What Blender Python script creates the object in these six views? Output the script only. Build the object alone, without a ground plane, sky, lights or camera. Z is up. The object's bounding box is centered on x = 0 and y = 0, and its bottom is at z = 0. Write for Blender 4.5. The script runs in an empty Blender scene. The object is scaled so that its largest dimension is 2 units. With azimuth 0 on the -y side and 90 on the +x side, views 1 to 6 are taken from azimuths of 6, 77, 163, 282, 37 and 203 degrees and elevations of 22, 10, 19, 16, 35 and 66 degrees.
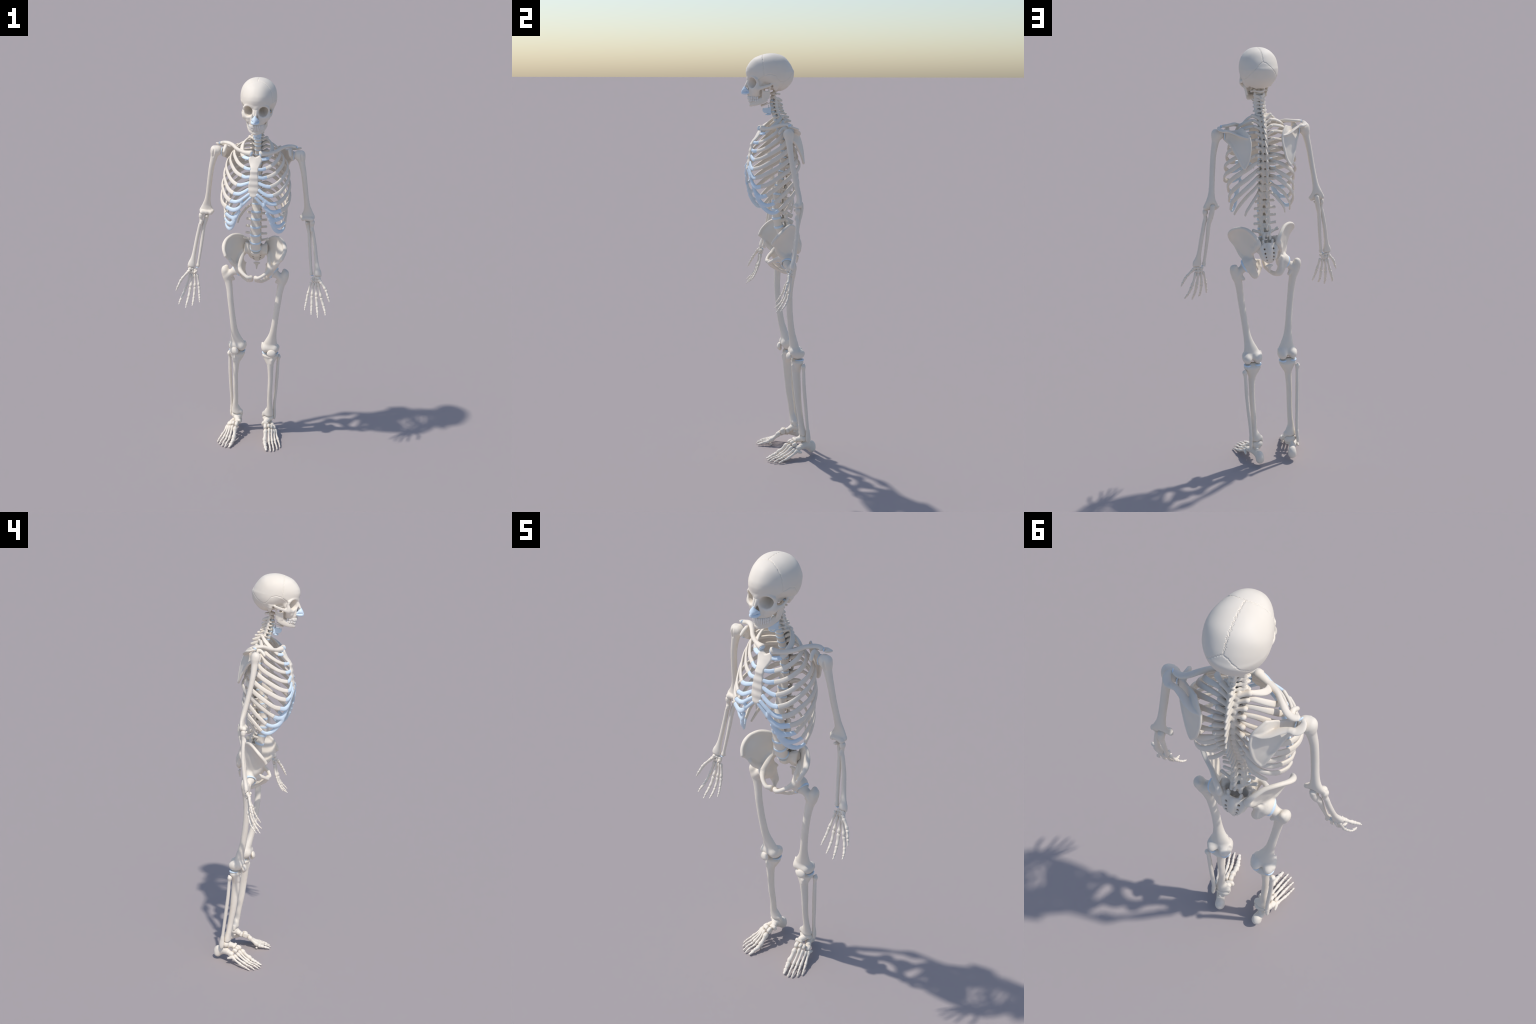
"""Articulated adult human skeleton with pale blue cartilage.

Every bone is described by a few anatomical control points (left side, x > 0),
built as a smooth blend of tapered tubes, ellipsoids and curved plates, and
mirrored to the right side.  Metres, z up, facing -y.
"""
import bpy
import math
import numpy as np

A = np.array
RNG = np.random.default_rng(7)

# ------------------------------------------------------------------ splines
def spline(P, n):
    """Catmull-Rom through the rows of P (any width), n samples."""
    P = np.asarray(P, float)
    if len(P) == 2:
        s = np.linspace(0, 1, n)[:, None]
        return P[0] * (1 - s) + P[1] * s
    Q = np.vstack([2 * P[0] - P[1], P, 2 * P[-1] - P[-2]])
    s = np.linspace(0, len(P) - 1, n)
    i = np.minimum(s.astype(int), len(P) - 2)
    t = (s - i)[:, None]
    a, b, c, d = Q[i], Q[i + 1], Q[i + 2], Q[i + 3]
    return 0.5 * (2 * b + (c - a) * t + (2 * a - 5 * b + 4 * c - d) * t ** 2 + (3 * b - a - 3 * c + d) * t ** 3)


def closed_spline(P, n):
    P = np.asarray(P, float)
    m = len(P)
    s = np.linspace(0, m, n, endpoint=False)
    i = s.astype(int)
    t = (s - i)[:, None]
    a, b, c, d = P[(i - 1) % m], P[i % m], P[(i + 1) % m], P[(i + 2) % m]
    return 0.5 * (2 * b + (c - a) * t + (2 * a - 5 * b + 4 * c - d) * t ** 2 + (3 * b - a - 3 * c + d) * t ** 3)


def smooth_curve(xs, ys):
    """Smooth y(x) through a few knots."""
    K = spline(np.stack([xs, ys], 1), 40 * len(xs))
    return lambda x: np.interp(x, K[:, 0], K[:, 1])


def unit(v):
    v = np.asarray(v, float)
    return v / np.linalg.norm(v)


# ------------------------------------------------- implicit solids (distance)
class Solid:
    """Signed distance function with a bounding box for culling."""
    reach = 0.014

    def __init__(self, fn, lo, hi):
        self.fn, self.lo, self.hi = fn, np.asarray(lo, float), np.asarray(hi, float)

    def __call__(self, p):
        out = np.linalg.norm(np.maximum(np.maximum(self.lo - p, p - self.hi), 0), axis=1)
        near = out < self.reach
        out += 0.002
        if near.any():
            out[near] = self.fn(p[near])
        return out


def ell(c, r, rot=None):
    c, r = A(c, float), A(r, float) if np.ndim(r) else A([r, r, r], float)

    def fn(p):
        q = p - c
        if rot is not None:
            q = q @ rot
        k0 = np.linalg.norm(q / r, axis=1)
        k1 = np.linalg.norm(q / r ** 2, axis=1) + 1e-9
        return k0 * (k0 - 1) / k1
    m = r.max() if rot is not None else r
    return Solid(fn, c - m, c + m)


def frame_rot(x_axis, y_hint):
    """Columns: local axes for ell(rot=...)."""
    x = unit(x_axis)
    z = unit(np.cross(x, y_hint))
    return np.stack([x, np.cross(z, x), z], 1)


def tube(rows, major=None, n=None):
    """rows: (x,y,z,r) round or (x,y,z,r_major,r_minor) flattened along `major`."""
    rows = np.asarray(rows, float)
    n = n or max(2, 5 * (len(rows) - 1))
    S = spline(rows, n) if len(rows) > 2 else rows
    P, R = S[:, :3], np.maximum(S[:, 3:], 0.0006)
    flat = R.shape[1] == 2

    def fn(p):
        best = None
        for a, b, ra, rb in zip(P[:-1], P[1:], R[:-1], R[1:]):
            ab = b - a
            t = np.clip((p - a) @ ab / (ab @ ab + 1e-12), 0, 1)
            w = p - a - t[:, None] * ab
            if flat:
                tg = unit(ab)
                u = unit(major - tg * (tg @ major))
                v = np.cross(tg, u)
                r1 = ra[0] + (rb[0] - ra[0]) * t
                r2 = ra[1] + (rb[1] - ra[1]) * t
                x, y, z = w @ u, w @ v, w @ tg
                rm = np.minimum(r1, r2)
                k0 = np.sqrt((x / r1) ** 2 + (y / r2) ** 2 + (z / rm) ** 2)
                k1 = np.sqrt((x / r1 ** 2) ** 2 + (y / r2 ** 2) ** 2 + (z / rm ** 2) ** 2) + 1e-9
                d = k0 * (k0 - 1) / k1
            else:
                d = np.sqrt((w * w).sum(1)) - (ra[0] + (rb[0] - ra[0]) * t)
            best = d if best is None else np.minimum(best, d)
        return best
    m = R.max()
    if major is not None:
        major = A(major, float)
    return Solid(fn, P.min(0) - m, P.max(0) + m)


def cap(a, b, ra, rb=None):
    return tube([(*a, ra), (*b, ra if rb is None else rb)])


def plate(border, inner, half, n=70, rim=0.0):
    """Curved sheet: `border` loop and `inner` points in 3D, half thickness `half`."""
    border, allp = A(border, float), A(list(border) + list(inner), float)
    c = allp.mean(0)
    ax = np.linalg.svd(allp - c)[2]          # u, v, w (w = normal)
    L = (allp - c) @ ax.T
    uv, h = L[:, :2], L[:, 2]

    def phi(a, b):
        d = np.linalg.norm(a[:, None] - b[None], axis=2)
        return d ** 2 * np.log(d + 1e-6)
    m = len(uv)
    K = np.zeros((m + 3, m + 3))
    K[:m, :m] = phi(uv, uv) + np.eye(m) * 2e-5
    K[:m, m] = 1
    K[:m, m + 1:] = uv
    K[m, :m] = 1
    K[m + 1:, :m] = uv.T
    w = np.linalg.solve(K, np.concatenate([h, np.zeros(3)]))
    poly = closed_spline((border - c) @ ax.T[:, :2], n)

    def fn(p):
        q = (p - c) @ ax.T
        hh = phi(q[:, :2], uv) @ w[:m] + w[m] + q[:, :2] @ w[m + 1:]
        best = np.full(len(p), 1e9)
        inside = np.zeros(len(p), bool)
        for a, b in zip(poly, np.roll(poly, -1, 0)):
            ab = b - a
            e = q[:, :2] - a
            t = np.clip(e @ ab / (ab @ ab + 1e-12), 0, 1)
            dd = e - t[:, None] * ab
            best = np.minimum(best, (dd * dd).sum(1))
            cross = ((a[1] > q[:, 1]) != (b[1] > q[:, 1]))
            den = ab[1] if abs(ab[1]) > 1e-12 else 1e-12
            inside ^= cross & (q[:, 0] < ab[0] * (q[:, 1] - a[1]) / den + a[0])
        d2 = np.where(inside, -1, 1) * np.sqrt(best)
        dz = np.abs(q[:, 2] - hh) * 0.93
        a1, a2 = d2 + half, dz - 0.0
        out = np.sqrt(np.maximum(a1, 0) ** 2 + a2 ** 2) - half
        return out
    return Solid(fn, allp.min(0) - half - 0.004, allp.max(0) + half + 0.004)


def smin(a, b, k):
    h = np.clip(0.5 + 0.5 * (b - a) / k, 0, 1)
    return b * (1 - h) + a * h - k * h * (1 - h)


def join(k, *S):
    def fn(p):
        d = S[0](p)
        for s in S[1:]:
            d = smin(d, s(p), k)
        return d
    lo, hi = np.min([s.lo for s in S], 0), np.max([s.hi for s in S], 0)
    out = Solid(fn, lo - k * .5, hi + k * .5)
    return out


def cut(k, base, *S):
    def fn(p):
        d = base(p)
        for s in S:
            d = -smin(-d, s(p), k)
        return d
    return Solid(fn, base.lo, base.hi)


def both(solid):
    """Mirror-symmetric solid across x = 0 (evaluated on |x|)."""
    hi = solid.hi.copy()
    lo = solid.lo.copy()
    lo[0] = -hi[0]
    return Solid(lambda p: solid(np.stack([np.abs(p[:, 0]), p[:, 1], p[:, 2]], 1)), lo, hi)


# ------------------------------------------------------------- surface nets
def surface(solid, h, warp=None):
    lo, hi = solid.lo - 3 * h, solid.hi + 3 * h
    B = 8
    nb = np.ceil((hi - lo) / (B * h)).astype(int) + 1
    n = nb * B
    ctr = np.stack(np.meshgrid(*[np.arange(k) for k in nb], indexing="ij"), -1).reshape(-1, 3)
    f = solid if warp is None else (lambda p: warp(p, solid(p)))
    dc = f(lo + (ctr * B + (B - 1) / 2) * h)
    act = np.abs(dc) < B * h * 0.87 * 1.45 + h
    val = np.repeat(np.repeat(np.repeat(dc.reshape(nb), B, 0), B, 1), B, 2).astype(np.float32)
    off = np.stack(np.meshgrid(*[np.arange(B)] * 3, indexing="ij"), -1).reshape(-1, 3)
    blocks = ctr[act]
    for i in range(0, len(blocks), 400):
        idx = (blocks[i:i + 400, None] * B + off[None]).reshape(-1, 3)
        val[idx[:, 0], idx[:, 1], idx[:, 2]] = f(lo + idx * h)
    neg = val < 0
    cnt = np.zeros(n - 1, np.int8)
    for dx in (0, 1):
        for dy in (0, 1):
            for dz in (0, 1):
                cnt += neg[dx:n[0] - 1 + dx, dy:n[1] - 1 + dy, dz:n[2] - 1 + dz]
    cells = np.argwhere((cnt > 0) & (cnt < 8))
    vid = np.full(n - 1, -1, np.int64)
    vid[cells[:, 0], cells[:, 1], cells[:, 2]] = np.arange(len(cells))
    acc, num = np.zeros((len(cells), 3)), np.zeros(len(cells))
    corners = [(a, b, c) for a in (0, 1) for b in (0, 1) for c in (0, 1)]
    for a in corners:
        for axis in range(3):
            if a[axis]:
                continue
            b = list(a)
            b[axis] = 1
            va = val[cells[:, 0] + a[0], cells[:, 1] + a[1], cells[:, 2] + a[2]].astype(float)
            vb = val[cells[:, 0] + b[0], cells[:, 1] + b[1], cells[:, 2] + b[2]].astype(float)
            x = (va < 0) != (vb < 0)
            t = np.where(x, va / np.where(x, va - vb, 1), 0)
            pt = np.tile(A(a, float), (len(cells), 1))
            pt[:, axis] += t
            acc[x] += pt[x]
            num[x] += 1
    verts = lo + (cells + acc / num[:, None]) * h
    quads = []
    for axis in range(3):
        sl0, sl1 = [slice(None)] * 3, [slice(None)] * 3
        sl0[axis], sl1[axis] = slice(0, -1), slice(1, None)
        ed = np.argwhere(neg[tuple(sl0)] != neg[tuple(sl1)])
        u, v = (axis + 1) % 3, (axis + 2) % 3
        ok = (ed[:, u] > 0) & (ed[:, v] > 0) & (ed[:, u] < n[u] - 1) & (ed[:, v] < n[v] - 1)
        ed = ed[ok]
        q = []
        for du, dv in ((-1, -1), (0, -1), (0, 0), (-1, 0)):
            e = ed.copy()
            e[:, u] += du
            e[:, v] += dv
            q.append(vid[e[:, 0], e[:, 1], e[:, 2]])
        q = np.stack(q, 1)
        flip = ~neg[ed[:, 0], ed[:, 1], ed[:, 2]]
        q[flip] = q[flip][:, ::-1]
        quads.append(q)
    return verts, np.concatenate(quads)


# ------------------------------------------------------------ scene plumbing
def make_mesh(name, verts, faces, mat, smooth=True):
    me = bpy.data.meshes.new(name)
    faces = np.asarray(faces)
    k = faces.shape[1]
    me.vertices.add(len(verts))
    me.vertices.foreach_set("co", np.asarray(verts, np.float32).ravel())
    me.loops.add(len(faces) * k)
    me.loops.foreach_set("vertex_index", faces.astype(np.int32).ravel())
    me.polygons.add(len(faces))
    me.polygons.foreach_set("loop_start", np.arange(0, len(faces) * k, k, dtype=np.int32))
    me.polygons.foreach_set("loop_total", np.full(len(faces), k, np.int32))
    me.update(calc_edges=True)
    me.validate()
    if smooth:
        me.polygons.foreach_set("use_smooth", np.ones(len(me.polygons), bool))
    me.materials.append(mat)
    return me


def put(name, me, parent, mirror=False):
    o = bpy.data.objects.new(name, me)
    bpy.context.scene.collection.objects.link(o)
    o.parent = parent
    if mirror:
        o.scale = (-1, 1, 1)
    return o


def group(name, parent):
    e = bpy.data.objects.new(name, None)
    e.empty_display_size = 0.05
    bpy.context.scene.collection.objects.link(e)
    e.parent = parent
    return e


def bone(name, solid, h, mat, parents, warp=None):
    """parents: one group -> single midline bone; (left, right) -> mirrored pair."""
    v, f = surface(solid, h, warp)
    me = make_mesh(name, v, f, mat)
    if isinstance(parents, tuple):
        a = put(name, me, parents[0])
        b = put(name, me, parents[1], True)
        return a, b
    return put(name, me, parents)


def loft(path, r_major, r_minor, major_dirs, sides=16, n=40, power=2.3, round_ends=True):
    """Flattened tube mesh swept along a spline; major_dirs gives the wide axis."""
    path = np.asarray(path, float)
    P = spline(path, n)
    s0 = np.linspace(0, 1, len(r_major))
    s1 = np.linspace(0, 1, n)
    ra, rb = np.interp(s1, s0, r_major), np.interp(s1, np.linspace(0, 1, len(r_minor)), r_minor)
    md = spline(np.asarray(major_dirs, float), n) if np.ndim(major_dirs) > 1 else np.tile(A(major_dirs, float), (n, 1))
    T = np.gradient(P, axis=0)
    T /= np.linalg.norm(T, axis=1)[:, None]
    U = md - T * (md * T).sum(1)[:, None]
    U /= np.linalg.norm(U, axis=1)[:, None]
    W = np.cross(T, U)
    th = np.linspace(0, 2 * np.pi, sides, endpoint=False)
    cu = np.sign(np.cos(th)) * np.abs(np.cos(th)) ** (2 / power)
    cv = np.sign(np.sin(th)) * np.abs(np.sin(th)) ** (2 / power)
    rings = []

    def ring(i, f, shift):
        return P[i] + T[i] * shift + (cu[:, None] * ra[i] * U[i] + cv[:, None] * rb[i] * W[i]) * f
    ends = ((0.35, 0.93), (0.75, 0.66), (0.97, 0.25)) if round_ends else ((0.25, 0.85), (0.3, 0.4))
    for sh, f in ends[::-1]:
        rings.append(ring(0, f, -sh * rb[0] * (1 if round_ends else 0.3)))
    for i in range(n):
        rings.append(ring(i, 1, 0))
    for sh, f in ends:
        rings.append(ring(n - 1, f, sh * rb[-1] * (1 if round_ends else 0.3)))
    V = np.concatenate(rings)
    m = len(rings)
    i, j = np.meshgrid(np.arange(m - 1), np.arange(sides), indexing="ij")
    i, j = i.ravel(), j.ravel()
    k = (j + 1) % sides
    F = np.stack([i * sides + j, i * sides + k, (i + 1) * sides + k, (i + 1) * sides + j], 1)
    # end fans as degenerate-free quads
    c0, c1 = len(V), len(V) + 1
    V = np.vstack([V, rings[0].mean(0), rings[-1].mean(0)])
    jj = np.arange(0, sides, 2)
    f0 = np.stack([np.full(len(jj), c0), (jj + 2) % sides, (jj + 1) % sides, jj], 1)
    b = (m - 1) * sides
    f1 = np.stack([np.full(len(jj), c1), b + jj, b + (jj + 1) % sides, b + (jj + 2) % sides], 1)
    return V, np.concatenate([F, f0, f1])


# ---------------------------------------------------------------- materials
def material(name, base, alt, rough, scale, bump, spec=0.5, sss=0.0):
    m = bpy.data.materials.new(name)
    m.use_nodes = True
    nt = m.node_tree
    bs = nt.nodes["Principled BSDF"]
    tc = nt.nodes.new("ShaderNodeTexCoord")
    n1 = nt.nodes.new("ShaderNodeTexNoise")
    n1.inputs["Scale"].default_value = scale
    n1.inputs["Detail"].default_value = 4
    ramp = nt.nodes.new("ShaderNodeValToRGB")
    ramp.color_ramp.elements[0].position = 0.35
    ramp.color_ramp.elements[1].position = 0.65
    ramp.color_ramp.elements[0].color = (*base, 1)
    ramp.color_ramp.elements[1].color = (*alt, 1)
    n2 = nt.nodes.new("ShaderNodeTexNoise")
    n2.inputs["Scale"].default_value = 260
    n2.inputs["Detail"].default_value = 3
    bp = nt.nodes.new("ShaderNodeBump")
    bp.inputs["Strength"].default_value = bump
    bp.inputs["Distance"].default_value = 0.001
    L = nt.links.new
    L(tc.outputs["Object"], n1.inputs["Vector"])
    L(tc.outputs["Object"], n2.inputs["Vector"])
    L(n1.outputs["Fac"], ramp.inputs["Fac"])
    L(ramp.outputs["Color"], bs.inputs["Base Color"])
    L(n2.outputs["Fac"], bp.inputs["Height"])
    L(bp.outputs["Normal"], bs.inputs["Normal"])
    bs.inputs["Roughness"].default_value = rough
    bs.inputs["Specular IOR Level"].default_value = spec
    return m


BONE = material("bone_ivory", (0.845, 0.765, 0.655), (0.86, 0.785, 0.68), 0.56, 14, 0.04, 0.28)
BLUE = material("cartilage_pale_blue", (0.67, 0.79, 0.895), (0.69, 0.805, 0.90), 0.45, 20, 0.03, 0.35)
TOOTH = material("tooth_enamel", (0.85, 0.80, 0.725), (0.87, 0.82, 0.755), 0.35, 60, 0.02, 0.45)

ROOT = group("human_skeleton", None)
ROOT["label"] = "Standing ivory human skeleton with pale blue cartilage joints"
ROOT["category"] = "skeleton"

skull_g = group("skull", ROOT)
spine_g = group("spine", ROOT)
cage_g = group("rib_cage", ROOT)
pelvis_g = group("pelvis", ROOT)
arms = group("arm", ROOT), group("arm", ROOT)
hands = group("hand", ROOT), group("hand", ROOT)
legs = group("leg", ROOT), group("leg", ROOT)
feet = group("foot", ROOT), group("foot", ROOT)

# =================================================================== SKULL
def cranial_vault():
    """Egg-shaped brain case from its mid-sagittal outline and a width curve."""
    c = A([0, -0.045, 1.905])
    outline = [(-.148, 1.871), (-.1545, 1.889), (-.1585, 1.907), (-.1585, 1.920), (-.1535, 1.937), (-.138, 1.960), (-.118, 1.978),
               (-.087, 1.9915), (-.053, 1.9995), (-.022, 1.9995), (.010, 1.992), (.032, 1.978), (.053, 1.953), (.066, 1.930),
               (.0735, 1.912), (.0695, 1.882), (.061, 1.862), (.043, 1.841), (.024, 1.828), (.004, 1.823), (-.03, 1.828),
               (-.07, 1.845), (-.11, 1.858), (-.135, 1.864)]
    o = closed_spline(outline, 480)
    ang = np.arctan2(o[:, 1] - c[2], o[:, 0] - c[1])
    rad = np.hypot(o[:, 1] - c[2], o[:, 0] - c[1])
    k = np.argsort(ang)
    ang, rad = ang[k], rad[k]

    wy = smooth_curve([-.16, -.13, -.105, -.08, -.04, .0, .03, .08], [.062, .0680, .0720, .0775, .085, .0872, .084, .075])
    wz = smooth_curve([1.81, 1.835, 1.86, 1.885, 1.915, 1.96, 2.01], [.86, .92, .970, 1.0, 1.01, 1, .95])

    def fn(p):
        y, z = p[:, 1], p[:, 2]
        al = np.arctan2(z - c[2], y - c[1])
        s = np.hypot(z - c[2], y - c[1]) / np.interp(al, ang, rad, period=2 * np.pi)
        W = wy(y) * wz(z)
        t = np.abs(p[:, 0]) / W
        F = (s ** 2.35 + t ** 2.35) ** (1 / 2.35)
        r = np.linalg.norm(p - c, axis=1)
        return r * (1 - 1 / np.maximum(F, 0.05)) * 0.92
    return Solid(fn, (-.09, -.162, 1.815), (.09, .078, 2.002))


vault = cranial_vault()
temporal_fossa = ell((.0905, -.1005, 1.866), (.0300, .0300, .0290))
orbit = tube([(.0385, -.172, 1.8610, .0235, .0245), (.0365, -.140, 1.8615, .0222, .0240), (.0335, -.118, 1.862, .0190, .0205), (.028, -.100, 1.863, .0130, .0145), (.022, -.084, 1.864, .006, .007)], major=(1, 0, 0), n=18)
face_mass = [
    ell((.026, -.112, 1.858), (.0320, .0330, .0300)),
    ell((.027, -.1180, 1.822), (.0215, .0215, .0230)),                                                                                       # maxilla
    cap((.0560, -.0300, 1.8480), (.0520, -.0270, 1.8330), .0150, .0085),                                                                      # mastoid
    ell((.0515, -.1160, 1.834), (.0150, .0125, .0150)),                                                                                       # cheek bone
]
face_parts = [
    tube([(.0, -.1465, 1.882, .0080), (.018, -.1435, 1.888, .0068), (.036, -.1370, 1.8895, .0046), (.050, -.1270, 1.8835, .0048), (.0568, -.1190, 1.873, .0048)]),   # brow
    tube([(.0568, -.1190, 1.876, .0048), (.0588, -.1145, 1.862, .0048), (.0580, -.1165, 1.848, .0068)]),                                     # outer orbit rim
    tube([(.056, -.119, 1.840, .0065), (.045, -.1275, 1.833, .0062), (.033, -.1345, 1.831, .0058), (.021, -.1395, 1.839, .0055), (.0125, -.1455, 1.858, .0050)]),  # lower orbit rim
    tube([(.0030, -.1455, 1.877, .0072), (.0032, -.1540, 1.860, .0066), (.003, -.1618, 1.8465, .0054)]),                                      # nasal bone
    tube([(.0095, -.1445, 1.870, .0058), (.0120, -.1480, 1.852, .0058), (.0165, -.1430, 1.830, .0068), (.0150, -.1435, 1.812, .0072)]),       # frontal process of maxilla
    tube([(0, -.1450, 1.804, .0085, .0050), (.0125, -.1430, 1.804, .0095, .0052), (.0235, -.1315, 1.804, .0095, .0052), (.029, -.1165, 1.804, .0090, .0052), (.031, -.103, 1.805, .0075, .005)], major=(0, 0, 1)),  # alveolar arch
    tube([(.048, -.1155, 1.822, .0080), (.036, -.1130, 1.812, .0080)]),                                                                       # cheek buttress
    tube([(.0560, -.1110, 1.8360, .0095, .0060), (.0660, -.1000, 1.8385, .0080, .0034), (.0700, -.0880, 1.8415, .0066, .0028), (.0695, -.0730, 1.8455, .0064, .0030), (.0670, -.0580, 1.8500, .0062, .0042), (.0640, -.0430, 1.8550, .0050, .0050), (.0700, -.0250, 1.8590, .0030, .0030)], major=(0, 0, 1), n=26),   # zygomatic arch
    ell((.0, -.055, 1.850), (.050, .070, .018)),                                                                                              # base
    tube([(.018, -.085, 1.845, .010), (.019, -.092, 1.815, .007), (.022, -.098, 1.803, .0045)]),                                              # pterygoid
    cap((.013, -.012, 1.826), (.013, -.020, 1.820), .006, .005),                                                                              # occipital condyle
]
nasal_opening = join(.004, cap((0, -.162, 1.828), (0, -.150, 1.824), .006, .008), cap((0.006, -.165, 1.822), (.006, -.135, 1.820), .007, .006))
ear_canal = cap((.080, -.0455, 1.8470), (.050, -.0455, 1.8470), .0042)
head_half = join(.012, vault, *face_mass)
head_half = cut(.010, head_half, temporal_fossa)
head_half = join(.0068, head_half, *face_parts)
head_half = cut(.004, head_half, orbit, nasal_opening, ear_canal)
head_half = cut(.005, head_half, ell((.052, -.084, 1.822), (.0125, .0180, .0200)))
head = both(head_half)
head.hi[2] = 2.003


def zig(t, amp, f, ph):
    return amp * (.5 * np.sin(f * t + ph) + 0.6 * np.sin(2.7 * f * t + 2 * ph) + 0.7 * np.sin(5.2 * f * t + ph * 3)) / 1.3


def coronal_y(p):
    ax = np.abs(p[:, 0])
    return -.081 - .010 * (1 - np.exp(-(ax / .04) ** 2)) + .004 * np.clip((1.93 - p[:, 2]) / .05, 0, 1) + zig(p[:, 0] + p[:, 2], .0016, 260, 1.0)


def lambdoid_z(p):
    ax = np.abs(p[:, 0])
    return np.interp(ax, [0, .012, .035, .055, .07, .085], [1.947, 1.942, 1.921, 1.899, 1.874, 1.848]) + zig(p[:, 0], .0016, 330, .4)


def squama_z(p):
    return np.interp(p[:, 1], [-.115, -.10, -.085, -.06, -.035, -.022, -.010, .008], [1.872, 1.884, 1.897, 1.9035, 1.896, 1.878, 1.868, 1.868])


def sutures(p, d):
    near = np.abs(d) < .006
    q = p[near]
    x, y, z = q.T
    ax = np.abs(x)
    g = []
    up = z > 1.862
    ant, lam, squ = coronal_y(q), lambdoid_z(q), squama_z(q)
    amp = np.interp(y, [-.08, -.06, -.02, .02, .05], [.0012, .0022, .0030, .0034, .0022])
    sag = np.abs(x - zig(y, 1, 520, .3) * amp)
    dep = np.zeros(len(q))
    side = (ax > .045) & (y > -.112)

    def groove(dist, ok, w, depth):
        nonlocal dep
        dep = np.maximum(dep, np.where(ok, depth * np.exp(-(dist / w) ** 2), 0))
    groove(y - ant, up & (z > squ) & (y < -.04) | (up & (ax < .045) & (y < -.04) & (z > 1.95)), .0013, .0021)
    groove(sag, (z > 1.93) & (y > ant) & (z > lam), .0011, .0023)
    groove((z - lam) * .8, (y > .004) & (z > 1.862), .0013, .0021)
    groove(z - squ, side & (y < .008) & (z > 1.862), .0012, .0018)
    groove(y - .008 - (z - 1.868) * .4, (ax > .05) & (z < 1.869) & (z > 1.842), .0011, .0012)
    groove((y + .106) - (z - 1.88) * .3, (ax > .045) & (z > 1.868) & (z < 1.884), .0011, .0012)
    groove(z - 1.8735, (ax > .050) & (y < -.105), .0009, .0010)
    groove(y + .092, (ax > .062) & (z < 1.850) & (z > 1.830), .0009, .0010)
    groove(z - 1.8735, (ax < .014) & (y < -.14), .0009, .0010)
    groove(x, (ax < .003) & (z < 1.873) & (y < -.145), .0009, .0009)
    out = d.copy()
    out[near] += dep
    return out


def skull_region(c):
    x, y, z = c.T
    ax = np.abs(x)
    reg = np.zeros(len(c), int)                                   # 0 frontal
    reg[(y > coronal_y(c))] = 1                                   # parietal
    reg[(z < lambdoid_z(c)) & (y > .008)] = 2                     # occipital
    reg[(z < 1.868) & (ax < .040) & (y > -.075)] = 2
    temporal = (ax > .040) & (z < squama_z(c)) & (y > -.108) & (y < .008 + (z - 1.868) * .4)
    reg[temporal] = 3
    face = (z < 1.8735) & (y < -.092) & (reg != 3) | (z < 1.868) & (y < -.075) & (ax < .04)
    reg[face] = 4                                                 # upper jaw
    reg[(face | temporal) & (ax > .041) & (y < -.092) & (z < 1.8735) & (z > 1.806)] = 5   # cheek bone
    reg[(ax < .0085) & (z < 1.8735) & (z > 1.842) & (y < -.143)] = 6                       # nasal bone
    return reg


hv, hf = surface(head, .0014, sutures)
cen = hv[hf].mean(1)
reg = skull_region(cen)
fn_ = np.cross(hv[hf[:, 2]] - hv[hf[:, 0]], hv[hf[:, 3]] - hv[hf[:, 1]])
vn = np.zeros_like(hv)
for k in range(4):
    np.add.at(vn, hf[:, k], fn_)
vn /= np.linalg.norm(vn, axis=1)[:, None] + 1e-12
for r, nm, paired in ((0, "frontal_bone", 0), (1, "parietal_bone", 1), (2, "occipital_bone", 0), (3, "temporal_bone", 1), (4, "maxilla", 0), (5, "cheek_bone", 1), (6, "nasal_bone", 1)):
    for sgn in ((1, -1) if paired else (0,)):
        sel = reg == r
        if sgn:
            sel &= (cen[:, 0] * sgn > 0)
        if not sel.any():
            continue
        ids, inv = np.unique(hf[sel], return_inverse=True)
        me = make_mesh(nm, hv[ids], inv.reshape(-1, 4), BONE)
        me.normals_split_custom_set_from_vertices(vn[ids].tolist())
        put(nm, me, skull_g)

# lower jaw
jaw = join(.005,
           tube([(0, -.1365, 1.7645, .0125, .0065), (.012, -.1335, 1.7645, .0130, .0062), (.0235, -.121, 1.7670, .0140, .006), (.033, -.104, 1.7730, .0150, .0058), (.040, -.086, 1.7815, .0155, .0055), (.045, -.072, 1.789, .014, .005)], major=(0, 0, 1)),
           tube([(.0445, -.0735, 1.790, .0190, .0045), (.0485, -.0735, 1.806, .0200, .0040), (.051, -.0730, 1.820, .0190, .0038)], major=(0, 1, 0)),
           tube([(.0515, -.0600, 1.820, .0055), (.055, -.0570, 1.833, .0045), (.057, -.0565, 1.840, .0045)]),
           ell((.057, -.0565, 1.8425), (.0095, .0045, .0045)),
           tube([(.0515, -.0865, 1.820, .0050), (.0505, -.0900, 1.830, .0040), (.0495, -.0910, 1.837, .0020)]),
           ell((0, -.1370, 1.757), (.0135, .0070, .0080)))
bone("mandible", both(jaw), .0015, BONE, skull_g)

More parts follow.
